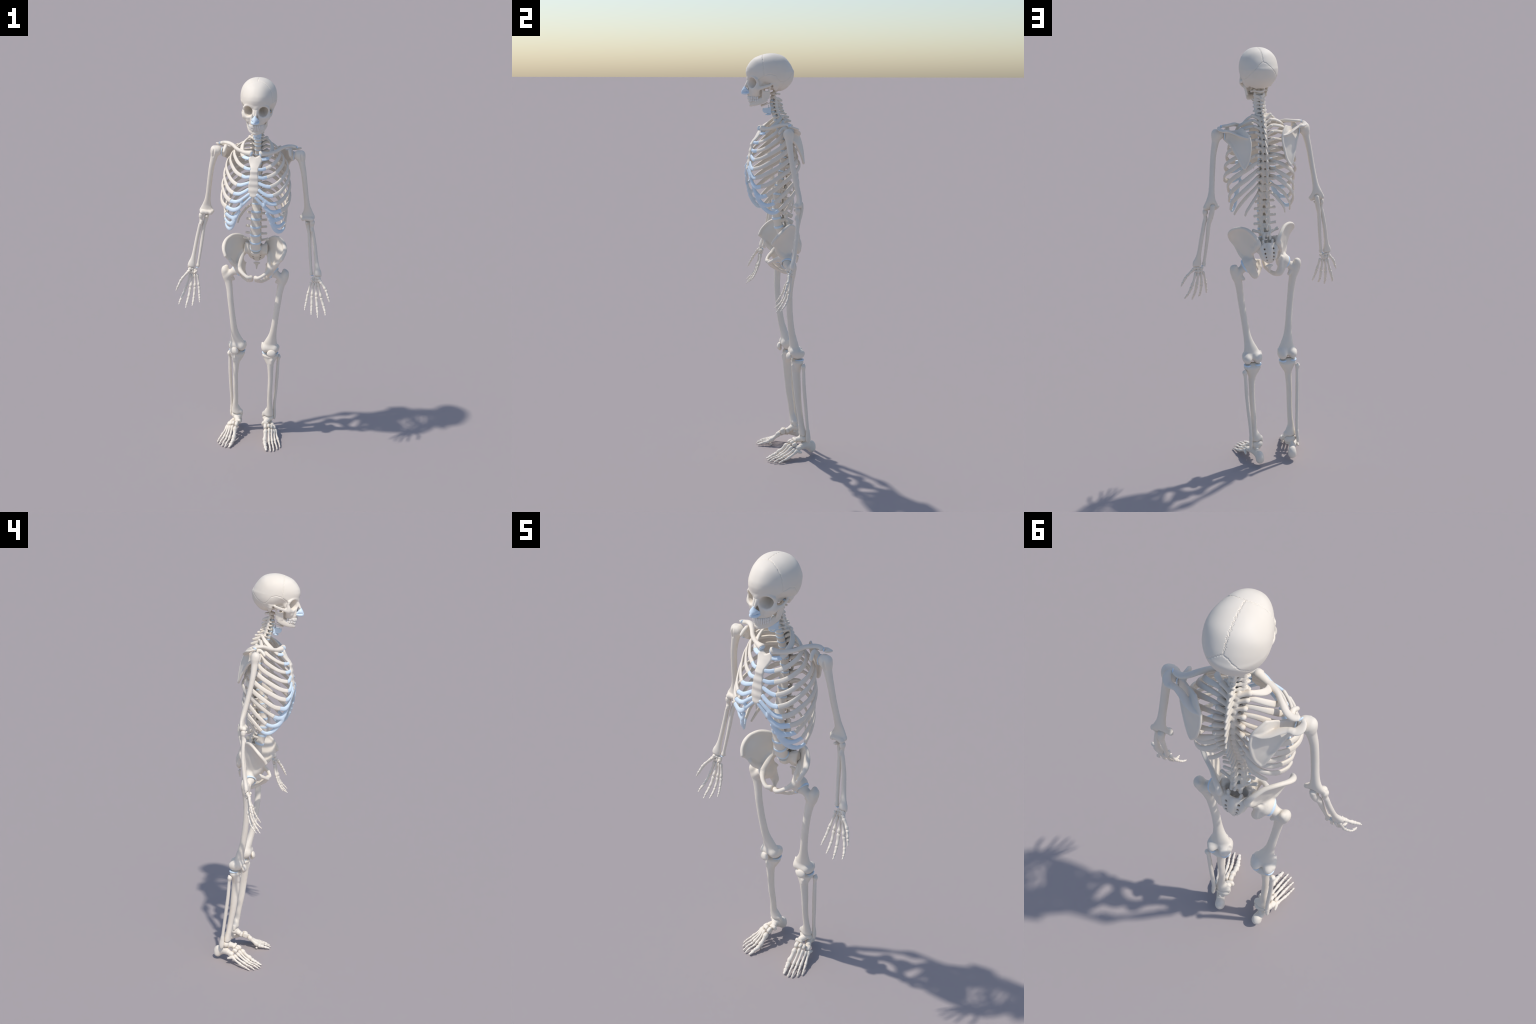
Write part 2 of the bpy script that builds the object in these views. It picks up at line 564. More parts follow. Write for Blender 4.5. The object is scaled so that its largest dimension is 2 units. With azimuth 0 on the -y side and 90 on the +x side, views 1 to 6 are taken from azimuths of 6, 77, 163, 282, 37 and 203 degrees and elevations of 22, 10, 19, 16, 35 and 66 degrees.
# teeth: crowns along the two dental arches
def tooth_mesh(name, w, d, hgt):
    u = np.linspace(-np.pi / 2, np.pi / 2, 9)
    v = np.linspace(0, 2 * np.pi, 12, endpoint=False)
    def se(t, e):
        return np.sign(t) * np.abs(t) ** e
    V = [(se(np.cos(a), .45) * se(np.cos(b), .6) * w * (1 - .12 * np.sin(a)), se(np.cos(a), .45) * se(np.sin(b), .6) * d, se(np.sin(a), .6) * hgt) for a in u for b in v]
    F = [(i * 12 + j, i * 12 + (j + 1) % 12, (i + 1) * 12 + (j + 1) % 12, (i + 1) * 12 + j) for i in range(8) for j in range(12)]
    return make_mesh(name, V, F, TOOTH)


kinds = {"incisor": (.0042, .0030, .0080), "canine": (.0040, .0036, .0088), "premolar": (.0038, .0044, .0072), "molar": (.0052, .0050, .0068)}
tooth_me = {k: tooth_mesh(k, *s) for k, s in kinds.items()}
order = ["incisor", "incisor", "canine", "premolar", "premolar", "molar", "molar"]
for jawrow, arch, zc, tilt in (("up", [(0, -.1500), (.0125, -.1480), (.0240, -.1365), (.0300, -.121), (.0325, -.104)], 1.7915, 1),
                               ("low", [(0, -.1455), (.0120, -.1435), (.0230, -.1325), (.0295, -.117), (.0330, -.101)], 1.7785, -1)):
    fine = spline(A(arch), 200)
    s = np.concatenate([[0], np.cumsum(np.linalg.norm(np.diff(fine, axis=0), axis=1))])
    pos = .0041 if jawrow == "up" else .0033
    for i, kd in enumerate(order):
        w = kinds[kd][0] * (.78 if (jawrow == "low" and kd == "incisor") else 1)
        if i:
            pos += w + prev
        prev = w
        x, y = (np.interp(pos, s, fine[:, 0]), np.interp(pos, s, fine[:, 1]))
        x2, y2 = (np.interp(pos + .001, s, fine[:, 0]), np.interp(pos + .001, s, fine[:, 1]))
        for sg in (1, -1):
            o = put(kd, tooth_me[kd], skull_g)
            o.location = (sg * x, y, zc + .0008 * math.sin(i * 2.1) + (.0012 * i / 6 if jawrow == "low" else 0))
            o.rotation_euler = (0, 0 if tilt > 0 else math.pi, sg * math.atan2(y2 - y, x2 - x))
            o.scale = (w / kinds[kd][0], 1, .92)

# nose cartilage, jaw joint discs
nose = join(.006,
            tube([(0, -.1640, 1.8445, .0045), (0, -.1705, 1.832, .0062), (0, -.1770, 1.8190, .0062)]),
            tube([(.003, -.165, 1.836, .0058), (.0085, -.160, 1.828, .0064), (.0125, -.1525, 1.823, .0055)]),
            ell((.0050, -.1660, 1.8260), (.0090, .0110, .0100)))
nose_low = join(.004, tube([(.0005, -.1755, 1.8140, .0070), (.008, -.1705, 1.8130, .0066), (.0135, -.1600, 1.8130, .0060), (.0155, -.149, 1.8150, .0045)]))
bone("nose_cartilage", both(nose), .0011, BLUE, skull_g)
bone("nose_wing_cartilage", both(nose_low), .0011, BLUE, skull_g)
bone("jaw_joint_disc", ell((.0585, -.0555, 1.8475), (.0095, .0062, .0036)), .001, BLUE, (skull_g, skull_g))

# hyoid and larynx
bone("hyoid_bone", both(tube([(0, -.0850, 1.7540, .0050, .0028), (.010, -.0815, 1.7550, .0048, .0026), (.0185, -.0700, 1.7585, .0032, .0020), (.0245, -.0590, 1.7630, .0024, .0018), (.0275, -.0490, 1.7675, .0026, .0022)], major=(0, 0, 1), n=20)), .0012, BONE, skull_g)
thyroid = join(.003,
               plate([(.0005, -.0775, 1.7405), (.0005, -.0785, 1.7300), (.003, -.0710, 1.7200), (.011, -.0560, 1.7165), (.0165, -.0440, 1.7165), (.0185, -.0415, 1.7280), (.0190, -.0420, 1.7440), (.014, -.0530, 1.7440), (.007, -.0670, 1.7430)], [(.010, -.0610, 1.7300)], .0019),
               tube([(.0190, -.0420, 1.7420, .0022), (.0205, -.0435, 1.7500, .0017), (.0195, -.0460, 1.7570, .0015)]),
               tube([(.0185, -.0415, 1.7200, .0022), (.0165, -.0420, 1.7120, .0016)]))
bone("thyroid_cartilage", both(thyroid), .0012, BLUE, spine_g)
bone("cricoid_cartilage", both(tube([(0, -.0625, 1.7105, .0030, .0022), (.0105, -.0585, 1.7105, .0032, .0022), (.0140, -.0500, 1.7125, .0040, .0022), (.0100, -.0425, 1.7155, .0060, .0024), (0, -.0405, 1.7165, .0070, .0024)], major=(0, 0, 1), n=24)), .0012, BLUE, spine_g)
# =================================================================== SPINE
# front edge (y, z) of each intervertebral disc, C2/C3 down to L5/S1
DISC = A([(-.042, 1.779), (-.043, 1.762), (-.040, 1.744), (-.036, 1.723), (-.0295, 1.703), (-.023, 1.684), (-.0165, 1.664), (-.009, 1.641),
          (-.001, 1.617), (.005, 1.592), (.009, 1.566), (.0105, 1.537), (.0095, 1.507), (.006, 1.475), (.000, 1.441), (-.008, 1.407),
          (-.016, 1.371), (-.025, 1.331), (-.030, 1.293), (-.032, 1.250), (-.029, 1.205), (-.018, 1.159), (.002, 1.113)])
LEVEL = ["C3", "C4", "C5", "C6", "C7"] + ["T%d" % i for i in range(1, 13)] + ["L%d" % i for i in range(1, 6)]
DEPTH = dict(zip(LEVEL, [.021, .021, .0215, .022, .023] + list(np.linspace(.025, .041, 12)) + [.043, .045, .046, .047, .047]))
WIDTH = dict(zip(LEVEL, [.026, .027, .028, .030, .033] + [.036, .035, .034, .034, .035, .036, .037, .039, .041, .043, .045, .047] + [.049, .050, .052, .054, .056]))
SPINOUS = dict(C3=(.018, 1.757), C4=(.019, 1.742), C5=(.024, 1.728), C6=(.037, 1.715), C7=(.050, 1.699), T1=(.060, 1.679), T2=(.068, 1.657),
               T3=(.079, 1.630), T4=(.087, 1.604), T5=(.092, 1.570), T6=(.095, 1.537), T7=(.097, 1.504), T8=(.096, 1.470), T9=(.092, 1.437),
               T10=(.086, 1.403), T11=(.079, 1.368), T12=(.074, 1.331), L1=(.0705, 1.292), L2=(.070, 1.254), L3=(.070, 1.214), L4=(.072, 1.182), L5=(.074, 1.150))
TRANSVERSE = dict(C3=(.0265, -.030, 1.770), C4=(.0270, -.029, 1.754), C5=(.0280, -.025, 1.737), C6=(.0295, -.018, 1.719), C7=(.036, -.004, 1.704),
                  T1=(.041, .008, 1.703), T2=(.038, .020, 1.682), T3=(.037, .034, 1.657), T4=(.038, .048, 1.632), T5=(.041, .063, 1.602), T6=(.042, .072, 1.570),
                  T7=(.041, .077, 1.531), T8=(.038, .077, 1.493), T9=(.037, .071, 1.455), T10=(.038, .066, 1.419), T11=(.032, .053, 1.388), T12=(.028, .043, 1.352),
                  L1=(.043, .036, 1.308), L2=(.048, .035, 1.274), L3=(.050, .033, 1.238), L4=(.051, .034, 1.201), L5=(.060, .038, 1.171))
frames = {}
for i, nm in enumerate(LEVEL):
    a, b = DISC[i], DISC[i + 1]
    t = DISC[max(0, i - 1)] - DISC[min(len(DISC) - 1, i + 2)]
    t = t / np.linalg.norm(t)
    p = A([t[1], -t[0]])
    frames[nm] = ((a + b) / 2 + p * DEPTH[nm] / 2, np.linalg.norm(a - b), t, p)


def to3(yz, x=0.0):
    return A([x, yz[0], yz[1]])


def drum(c, t, p, w, d, hgt, waist=.07, back=.0):
    """Vertebral body / disc: flattened drum with hollow back and waisted side."""
    T, P = to3(t), to3(p)

    def fn(q):
        q = q - c
        x, y, z = q[:, 0], q @ P, q @ T
        s = 1 - waist * np.clip(1 - (z / hgt) ** 2, 0, 1)
        yy = y / (d * s)
        yy = np.where(yy > 0, yy * (1.10 + back * (1 - np.minimum(np.abs(x) / w, 1) ** 2)), yy)
        rr = ((np.abs(x) / (w * s)) ** 2.2 + np.abs(yy) ** 2.2) ** (1 / 2.2)
        dr = (rr - 1) * min(w, d)
        dz = np.abs(z) - hgt
        e = .0018
        return np.minimum(np.maximum(dr + e, dz + e), 0) + np.hypot(np.maximum(dr + e, 0), np.maximum(dz + e, 0)) - e
    R = np.hypot(np.hypot(w, d), hgt)
    lo = c - A([w, d + hgt, d * .5 + hgt]) * 1.02
    hi = c + A([w, d + hgt, d * .5 + hgt]) * 1.02
    return Solid(fn, lo, hi)


for i, nm in enumerate(LEVEL):
    c2, gap, t, p = frames[nm]
    c, T, P = to3(c2), to3(t), to3(p)
    w, d = WIDTH[nm] / 2, DEPTH[nm] / 2
    X = A([1, 0, 0])
    kind, num = nm[0], int(nm[1:])
    disc = {"C": .0036, "T": .0042 + .0003 * num, "L": .0104}[kind]
    hb = (gap - disc) / 2
    body = drum(c, t, p, w, d, hb, .05 if kind == "C" else .09, .05)

    def at(x, y, z):
        return c + X * x + P * y + T * z
    tip = to3(SPINOUS[nm])
    tr = A(TRANSVERSE[nm])
    S = []
    if kind == "C":
        lam = at(0, d + .0165, -.001)
        px = w + .0052
        S += [cap(at(w * .7, d * .5, .001), at(px, d + .004, 0), .0045, .0052),                              # pedicle
              cap(at(px, d + .0035, hb + .0005), at(px - .001, d + .0065, -hb - .002), .0064, .0064),           # articular pillar
              tube([(*at(px - .002, d + .0085, 0), .0072, .0032), (*at(.008, d + .0155, -.001), .0078, .0032), (*lam, .0078, .0034)], major=unit(T - P * .25)),
              cap(at(w * .8, -d * .2, -.001), tr, .0040, .0036), cap(at(px, d + .003, -.001), tr + A([-.001, .004, 0]), .0040, .0034),
              tube([(*lam, .0064, .0036), (*(lam * .5 + tip * .5), .0058, .0032), (*tip, .0062, .0036)], major=T)]
        if num < 7:
            S.append(cap(tip - P * .003 + X * .001, tip + X * .0042, .0038, .0034))
    elif kind == "T":
        lam = at(0, d + .021, 0)
        lh = gap / 2 - .0005
        px = w * .62 + .003
        mid = at(px, d + .014, .003)
        S += [cap(at(w * .62, d * .6, hb * .3), at(px, d + .012, hb * .3 + .002), .0062, .0066),
              tube([(*at(px, d + .014, .001), lh, .0040), (*at(.009, d + .020, 0), lh, .0036), (*lam, lh, .0034)], major=unit(T - P * .38)),
              tube([(*mid, .0085), (*(tr * .55 + mid * .45), .0074), (*tr, .0082 if num < 11 else .0062)]),
              cap(at(.0120, d + .015, .006), at(.0120, d + .013, hb + .006), .0058, .0048),
              cap(at(.0110, d + .019, -.006), at(.0110, d + .020, -hb - .004), .0055, .0048),
              tube([(*lam, lh * .95, .0042), (*(lam * .5 + tip * .5), .0088, .0044), (*tip, .0060, .0042)], major=unit(T + P * .4))]
    else:
        lam = at(0, d + .024, -.004)
        mid = at(w * .66, d + .012, .003)
        S += [cap(at(w * .62, d * .7, hb * .35), at(w * .62 + .001, d + .012, hb * .3), .0080, .0078),
              tube([(*at(w * .64, d + .015, -.001), .0125, .0052), (*at(.010, d + .022, -.006), .0110, .0046), (*lam, .0105, .0044)], major=unit(T - P * .2)),
              tube([(*mid, .0085, .0060), (*(tr * .5 + mid * .5), .0064, .0046), (*tr, .0068 if num < 5 else .0082, .0050)], major=T),
              cap(at(.0190, d + .016, .004), at(.0205, d + .014, hb + .007), .0075, .0070),
              cap(at(.0150, d + .021, -.008), at(.0155, d + .021, -hb - .009), .0072, .0070),
              tube([(*lam, .0120, .0050), (*(lam * .45 + tip * .55), .0112, .0042), (*tip, .0108, .0050)], major=unit(T - P * .1))]
    canal_r = {"C": .0088, "T": .0078, "L": .0100}[kind]
    canal = cap(at(0, d + canal_r + .001, -gap), at(0, d + canal_r + .001, gap), canal_r)
    # processes are symmetric: evaluate on |x|
    arch = both(join(.004, *S))
    solid = cut(.002, join(.003, body, arch), canal)
    bone({"C": "neck_vertebra", "T": "chest_vertebra", "L": "lumbar_vertebra"}[kind], solid, .0014 if kind == "C" else .0016, BONE, spine_g)

# atlas and axis
ax = join(.003,
          ell((0, -.030, 1.791), (.0125, .0105, .0125)), cap((0, -.030, 1.795), (0, -.030, 1.816), .0058, .0048),
          tube([(.010, -.028, 1.795, .0065), (.0185, -.024, 1.7975, .0065), (.020, -.020, 1.790, .006)]),
          cap((.018, -.018, 1.790), (.019, -.015, 1.776), .0055, .0050), cap((.018, -.024, 1.790), (.026, -.022, 1.787), .004, .003),
          tube([(.018, -.016, 1.788, .0065, .003), (.010, -.004, 1.785, .0075, .0034), (0, .002, 1.783, .0085, .004)], major=(0, 0, 1)),
          tube([(0, .000, 1.783, .0085, .0045), (0, .008, 1.780, .0075, .0050), (.002, .0145, 1.777, .0055, .0046)], major=(0, 0, 1)))
bone("neck_vertebra", both(ax), .0014, BONE, spine_g)
at1 = join(.0025,
           tube([(0, -.044, 1.812, .0055, .0032), (.010, -.040, 1.811, .0050, .0032), (.018, -.032, 1.811, .0055, .0045)], major=(0, 0, 1)),
           ell((.0195, -.025, 1.811), (.0075, .0105, .0078)),
           tube([(.022, -.024, 1.810, .0048), (.031, -.021, 1.8095, .0040), (.038, -.019, 1.809, .0042)]),
           tube([(.020, -.018, 1.811, .0040, .0032), (.0185, -.007, 1.810, .0038, .0030), (.010, .003, 1.809, .0042, .0030), (0, .0055, 1.808, .0048, .0034)], major=(0, 0, 1)))
bone("atlas_vertebra", both(at1), .0013, BONE, spine_g)

# discs
for i in range(len(DISC)):
    up = LEVEL[i - 1] if i else None
    dn = LEVEL[i] if i < len(LEVEL) else None
    ref = [n for n in (up, dn) if n]
    w = np.mean([WIDTH[n] for n in ref]) / 2
    d = np.mean([DEPTH[n] for n in ref]) / 2
    t = sum(frames[n][2] for n in ref)
    if dn is None:
        t = t + A([-.30, 0])
    t = t / np.linalg.norm(t)
    p = A([t[1], -t[0]])
    kind = (dn or "L6")[0]
    th = {"C": .0036, "T": .0042 + (.0003 * int(dn[1:]) if dn else 0), "L": .0104}[kind] / 2 + .0006
    c = to3(DISC[i] + p * d)
    bone("spinal_disc", drum(c, t, p, w * 1.01, d * 1.02, th, -.02), .0013, BLUE, spine_g)

# sacrum and tailbone
wing = [(.010, .024, 1.112), (.030, .034, 1.118), (.050, .046, 1.122), (.0590, .0600, 1.105), (.0550, .0740, 1.088), (.0465, .0830, 1.071), (.0420, .0910, 1.056), (.0340, .0985, 1.043), (.0210, .1035, 1.034), (.0100, .1050, 1.026)]
fan = plate(wing + [(-x, y, z) for x, y, z in wing[::-1]], [(0, .050, 1.088), (0, .078, 1.072), (0, .095, 1.050), (.03, .055, 1.095), (-.03, .055, 1.095)], .0085, n=80)
sac = join(.008, fan,
           drum(A([0, .033, 1.098]), unit(A([-.52, .85])), unit(A([.85, .52])), .027, .022, .013, .05),
           both(plate([(.016, .034, 1.126), (.036, .046, 1.138), (.056, .054, 1.140), (.0590, .046, 1.118), (.0600, .040, 1.095), (.0540, .056, 1.080), (.030, .052, 1.082), (.014, .042, 1.096)], [(.038, .042, 1.110)], .0090, n=44)),
           tube([(.0500, .060, 1.122, .0110), (.0500, .064, 1.100, .0120), (.046, .074, 1.080, .0105)]),
           tube([(.040, .074, 1.108, .009), (.036, .088, 1.094, .0095), (.031, .098, 1.074, .0085), (.024, .106, 1.054, .0070), (.014, .108, 1.040, .0055)]),
           tube([(0, .092, 1.114, .0090, .0075), (0, .106, 1.094, .0120, .0085), (0, .1125, 1.072, .0110, .0085), (0, .112, 1.052, .0085, .0070), (0, .107, 1.036, .0060, .0050)], major=(1, 0, 0)),
           plate([(.0, .088, 1.116), (.020, .084, 1.118), (.036, .086, 1.100), (.031, .098, 1.076), (.020, .107, 1.052), (.0, .109, 1.044), (-.020, .107, 1.052), (-.031, .098, 1.076), (-.036, .086, 1.100), (-.020, .084, 1.118)], [(0, .105, 1.085)], .0040, n=50),
           cap((.022, .074, 1.112), (.023, .076, 1.127), .0072, .0062))
holes = [cap((.0215, .040, 1.070), (.0215, .125, 1.104), .0042, .0046), cap((.0205, .058, 1.056), (.0205, .130, 1.083), .0042, .0044),
         cap((.0185, .070, 1.043), (.0185, .132, 1.065), .0038, .0040), cap((.0150, .080, 1.032), (.0155, .132, 1.050), .0028, .0030)]
canal = tube([(0, .055, 1.140, .013, .008), (0, .080, 1.112, .012, .006), (0, .092, 1.088, .006, .003)], major=(1, 0, 0))
bone("sacrum", cut(.0025, both(sac), *[both(x) for x in holes], canal), .0018, BONE, pelvis_g)
coc = join(.003, tube([(0, .1000, 1.0130, .0160, .0050), (0, .1005, 1.004, .0090, .0050), (0, .099, .994, .0055, .0045), (0, .0965, .982, .0035, .0035)], major=(1, 0, 0), n=16),
           cap((.006, .1, 1.013), (.0140, .100, 1.0110), .0042, .0034))
bone("coccyx", both(coc), .0013, BONE, pelvis_g)
# ================================================================ RIB CAGE
RIB = {
    1: [(.018, -.006, 1.692), (.038, .004, 1.700), (.058, -.008, 1.690), (.071, -.028, 1.672), (.071, -.055, 1.648), (.060, -.077, 1.626)],
    2: [(.018, .004, 1.668), (.036, .012, 1.680), (.060, .008, 1.679), (.088, -.002, 1.666), (.107, -.016, 1.648), (.109, -.041, 1.626), (.090, -.074, 1.601), (.071, -.0925, 1.5885), (.051, -.106, 1.581)],
    3: [(.018, .014, 1.645), (.036, .024, 1.656), (.066, .018, 1.654), (.104, .006, 1.640), (.127, -.012, 1.616), (.127, -.042, 1.589), (.104, -.080, 1.561), (.083, -.1015, 1.5480), (.059, -.117, 1.541)],
    4: [(.018, .023, 1.620), (.037, .036, 1.630), (.070, .032, 1.628), (.114, .022, 1.612), (.144, .003, 1.586), (.149, -.032, 1.556), (.127, -.080, 1.525), (.105, -.110, 1.5085), (.080, -.134, 1.5005)],
    5: [(.018, .030, 1.592), (.038, .049, 1.600), (.080, .046, 1.590), (.128, .034, 1.571), (.155, .004, 1.545), (.157, -.040, 1.514), (.137, -.090, 1.482), (.118, -.119, 1.4665), (.095, -.141, 1.459)],
    6: [(.018, .035, 1.563), (.040, .058, 1.567), (.074, .058, 1.555), (.122, .043, 1.528), (.156, .010, 1.500), (.166, -.036, 1.471), (.150, -.085, 1.443), (.132, -.1135, 1.4265), (.110, -.135, 1.4185)],
    7: [(.018, .038, 1.531), (.040, .066, 1.534), (.072, .072, 1.524), (.116, .061, 1.498), (.150, .027, 1.465), (.168, -.022, 1.434), (.164, -.069, 1.403), (.151, -.0940, 1.3865), (.132, -.1145, 1.379)],
    8: [(.018, .037, 1.497), (.036, .068, 1.501), (.060, .080, 1.494), (.089, .083, 1.477), (.122, .063, 1.452), (.147, .021, 1.420), (.156, -.032, 1.380), (.139, -.089, 1.337)],
    9: [(.018, .033, 1.462), (.036, .058, 1.464), (.060, .071, 1.450), (.092, .073, 1.427), (.122, .057, 1.402), (.143, .024, 1.371), (.153, -.014, 1.336), (.147, -.054, 1.299)],
    10: [(.018, .028, 1.427), (.034, .053, 1.430), (.052, .070, 1.420), (.080, .079, 1.399), (.110, .069, 1.370), (.135, .041, 1.336), (.148, .004, 1.301), (.146, -.033, 1.2635)],
    11: [(.019, .021, 1.391), (.036, .048, 1.387), (.058, .060, 1.370), (.085, .058, 1.346), (.108, .044, 1.315), (.126, .022, 1.281), (.135, -.009, 1.244)],
    12: [(.019, .015, 1.354), (.034, .038, 1.344), (.049, .052, 1.330), (.064, .057, 1.312), (.078, .056, 1.291), (.090, .050, 1.270), (.096, .041, 1.247)],
}
# wide axis of each rib's section: across the rib, lying in the cage wall
CORE = spline([(0, -.03, 1.70), (0, -.045, 1.60), (0, -.05, 1.50), (0, -.03, 1.40), (0, -.01, 1.25)], 60)


def wall_axis(path, flat_top=0.0):
    """Direction lying in the cage wall, square to the rib."""
    path = np.asarray(path, float)
    T = np.gradient(path, axis=0)
    out = []
    for q, t in zip(path, T):
        core = CORE[np.argmin(np.abs(CORE[:, 2] - q[2]))]
        normal = (q - core) * A([1, 1, .12])
        normal = normal + A([0, 0, flat_top * np.linalg.norm(normal)])
        out.append(unit(np.cross(unit(normal), unit(t))))
    return A(out)


for k, pts in RIB.items():
    flat = {1: 1.8, 2: .85, 3: .6, 4: .48, 5: .42, 6: .36, 7: .25, 8: .12, 9: 0, 10: -.12}.get(k, 0)
    ax = wall_axis(pts, flat)
    if k == 1:
        ra, rb = [.0062, .0062, .0085, .0105, .0115, .0105], [.0052, .0050, .0045, .0045, .0046, .0052]
    elif k == 12:
        ra, rb = [.0062, .0064, .0068, .0070, .0068, .0048], [.0050, .0046, .0042, .0040, .0038, .0032]
    elif k == 11:
        ra, rb = [.0064, .0070, .0080, .0082, .0080, .0056], [.0050, .0048, .0044, .0042, .0040, .0034]
    else:
        e = {2: .0086, 3: .0090, 4: .0093, 5: .0100, 6: .0108, 7: .0108, 8: .0098, 9: .0086, 10: .0082}[k]
        m = {2: .0090, 3: .0095, 4: .0099, 8: .0106, 9: .0102, 10: .0098}.get(k, .0103)
        ra, rb = [.0064, .0066, .0080, m, m, m, m, (m + e) / 2, e], [.0056, .0054, .0050, .0048, .0048, .0048, .0048, .0051, .0055]
    v, f = loft(pts, ra, rb, ax, sides=18, n=64, power=2.5, round_ends=(k > 10))
    me = make_mesh("rib", v, f, BONE)
    put("rib", me, cage_g)
    put("rib", me, cage_g, True)

# separate costal cartilages 1-5 and the fused costal arch 6-10
GRISTLE = {
    1: [(.0605, -.0765, 1.6262), (.046, -.087, 1.6228), (.030, -.094, 1.6220)],
    2: [(.0512, -.1059, 1.5811), (.036, -.117, 1.5785), (.018, -.1245, 1.5795)],
    3: [(.0592, -.1169, 1.5411), (.041, -.129, 1.5395), (.020, -.1345, 1.5435)],
    4: [(.0802, -.1338, 1.5006), (.062, -.1385, 1.5020), (.044, -.1400, 1.5080), (.021, -.1390, 1.5165)],
    5: [(.0952, -.1408, 1.4591), (.070, -.1465, 1.4590), (.048, -.1475, 1.4695), (.023, -.1445, 1.4860)],
}
for k, pts in GRISTLE.items():
    ax = wall_axis(pts, 1.2 if k == 1 else .4)
    e = {1: .0098, 2: .0085, 3: .0088, 4: .0088, 5: .0090}[k]
    v, f = loft(pts, [e, e * .98, e * .92, e * .85], [.0052, .0052, .0050, .0050], ax, sides=20, n=26, power=2.4, round_ends=False)
    me = make_mesh("rib_cartilage", v, f, BLUE)
    put("rib_cartilage", me, cage_g)
    put("rib_cartilage", me, cage_g, True)


def gristle_band(pts, r0, tilt=.2, rb=.0050):
    ax = wall_axis(pts, tilt)
    n = len(pts)
    rr = np.interp(np.linspace(0, 1, n), np.linspace(0, 1, len(r0)), r0)
    rows = [(*q, r, rb) for q, r in zip(pts, rr)]
    S = spline(A([list(r) + list(a) for r, a in zip(rows, ax)]), 4 * n)
    segs = [tube([S[i, :5], S[i + 1, :5]], major=S[i, 5:] + S[i + 1, 5:]) for i in range(len(S) - 1)]

    def fn(p):
        d = segs[0](p)
        for s in segs[1:]:
            d = np.minimum(d, s(p))
        return d
    return Solid(fn, np.min([s.lo for s in segs], 0), np.max([s.hi for s in segs], 0))


arch = join(.010,
            gristle_band([(.110, -.1350, 1.4180), (.087, -.1415, 1.4170), (.066, -.1470, 1.4260), (.045, -.1510, 1.4430), (.020, -.1520, 1.4630)], [.0098, .0090, .0078, .0070], .35),
            gristle_band([(.1315, -.1150, 1.3785), (.101, -.1320, 1.3725), (.075, -.1420, 1.3830), (.053, -.1470, 1.4050), (.032, -.1510, 1.4270), (.011, -.1540, 1.4480)], [.0104, .0105, .0095, .0072, .0058], .3),
            gristle_band([(.1385, -.0890, 1.3365), (.116, -.1060, 1.3280), (.095, -.1200, 1.3310), (.080, -.1310, 1.3460), (.066, -.1400, 1.3700)], [.0095, .0105, .0110, .0100, .0080]),
            gristle_band([(.1468, -.0545, 1.2988), (.130, -.0800, 1.2880), (.111, -.1010, 1.2915), (.095, -.1175, 1.3100), (.082, -.1300, 1.3390)], [.0085, .0090, .0098, .0100, .0088], .05),
            gristle_band([(.1458, -.0335, 1.2630), (.138, -.0480, 1.2525), (.125, -.0670, 1.2515), (.111, -.0870, 1.2640), (.099, -.1070, 1.2860), (.090, -.1220, 1.3150)], [.0078, .0084, .0096, .0104, .0098, .0080], 0),
            cap((.055, -.1480, 1.4090), (.058, -.1480, 1.4260), .0045))
bone("costal_arch_cartilage", arch, .0017, BLUE, (cage_g, cage_g))

# breast bone
edge = [(.010, -.0890, 1.6320), (.0185, -.0875, 1.6370), (.0250, -.0890, 1.6320), (.0310, -.0925, 1.6220), (.0298, -.0985, 1.6110), (.0245, -.1090, 1.5970), (.0188, -.1240, 1.5830), (.0185, -.1300, 1.5700),
        (.0195, -.1330, 1.5560), (.0215, -.1360, 1.5400), (.0225, -.1390, 1.5250), (.0245, -.1410, 1.5080), (.0255, -.1430, 1.4900), (.0240, -.1470, 1.4700), (.0190, -.1510, 1.4560), (.0110, -.1530, 1.4475), (.0045, -.1530, 1.4440),
        (.0040, -.1500, 1.4250), (.0, -.1490, 1.4180)]
loop = edge + [(-x, y, z) for x, y, z in edge[::-1][1:]] + [(0, -.0915, 1.6275)]
slab = plate(loop, [(0, -.1010, 1.6130), (0, -.1300, 1.5760), (0, -.1400, 1.5300), (0, -.1475, 1.4850)], .0052, n=110)


def breast_ridges(p, d):
    z = p[:, 2]
    amp = np.interp(z, [1.44, 1.46, 1.56, 1.572, 1.585], [0, .0009, .0012, .0016, 0])
    return d - amp * np.cos(2 * np.pi * (z - 1.5715) / .0300) - .0020 * np.clip((z - 1.585) / .03, 0, 1)


bone("breastbone", slab, .0017, BONE, cage_g, breast_ridges)
# ============================================================ SHOULDER, ARM
clav = tube([(.0240, -.0855, 1.6470, .0140, .0135), (.033, -.0815, 1.6462, .0125, .0118), (.061, -.068, 1.6455, .0094, .0092), (.094, -.048, 1.6530, .0088, .0088), (.119, -.021, 1.6640, .0088, .0090),
             (.144, .004, 1.6670, .0104, .0078), (.165, .013, 1.6665, .0110, .0072), (.180, .008, 1.6650, .0105, .0066)], major=(0, 1, .2), n=44)
clav = cut(.003, clav, ell((.0090, -.0930, 1.6400), .0175))
bone("collarbone", clav, .0017, BONE, arms)
bone("collarbone_disc", ell((.0215, -.0870, 1.6435), (.0042, .0130, .0130), frame_rot((.9, .25, .35), (0, 1, 0))), .0013, BLUE, (cage_g, cage_g))
bone("shoulder_disc", ell((.1880, .0080, 1.6640), (.0030, .0095, .0065), frame_rot((.85, .45, -.1), (0, 1, 0))), .0012, BLUE, arms)

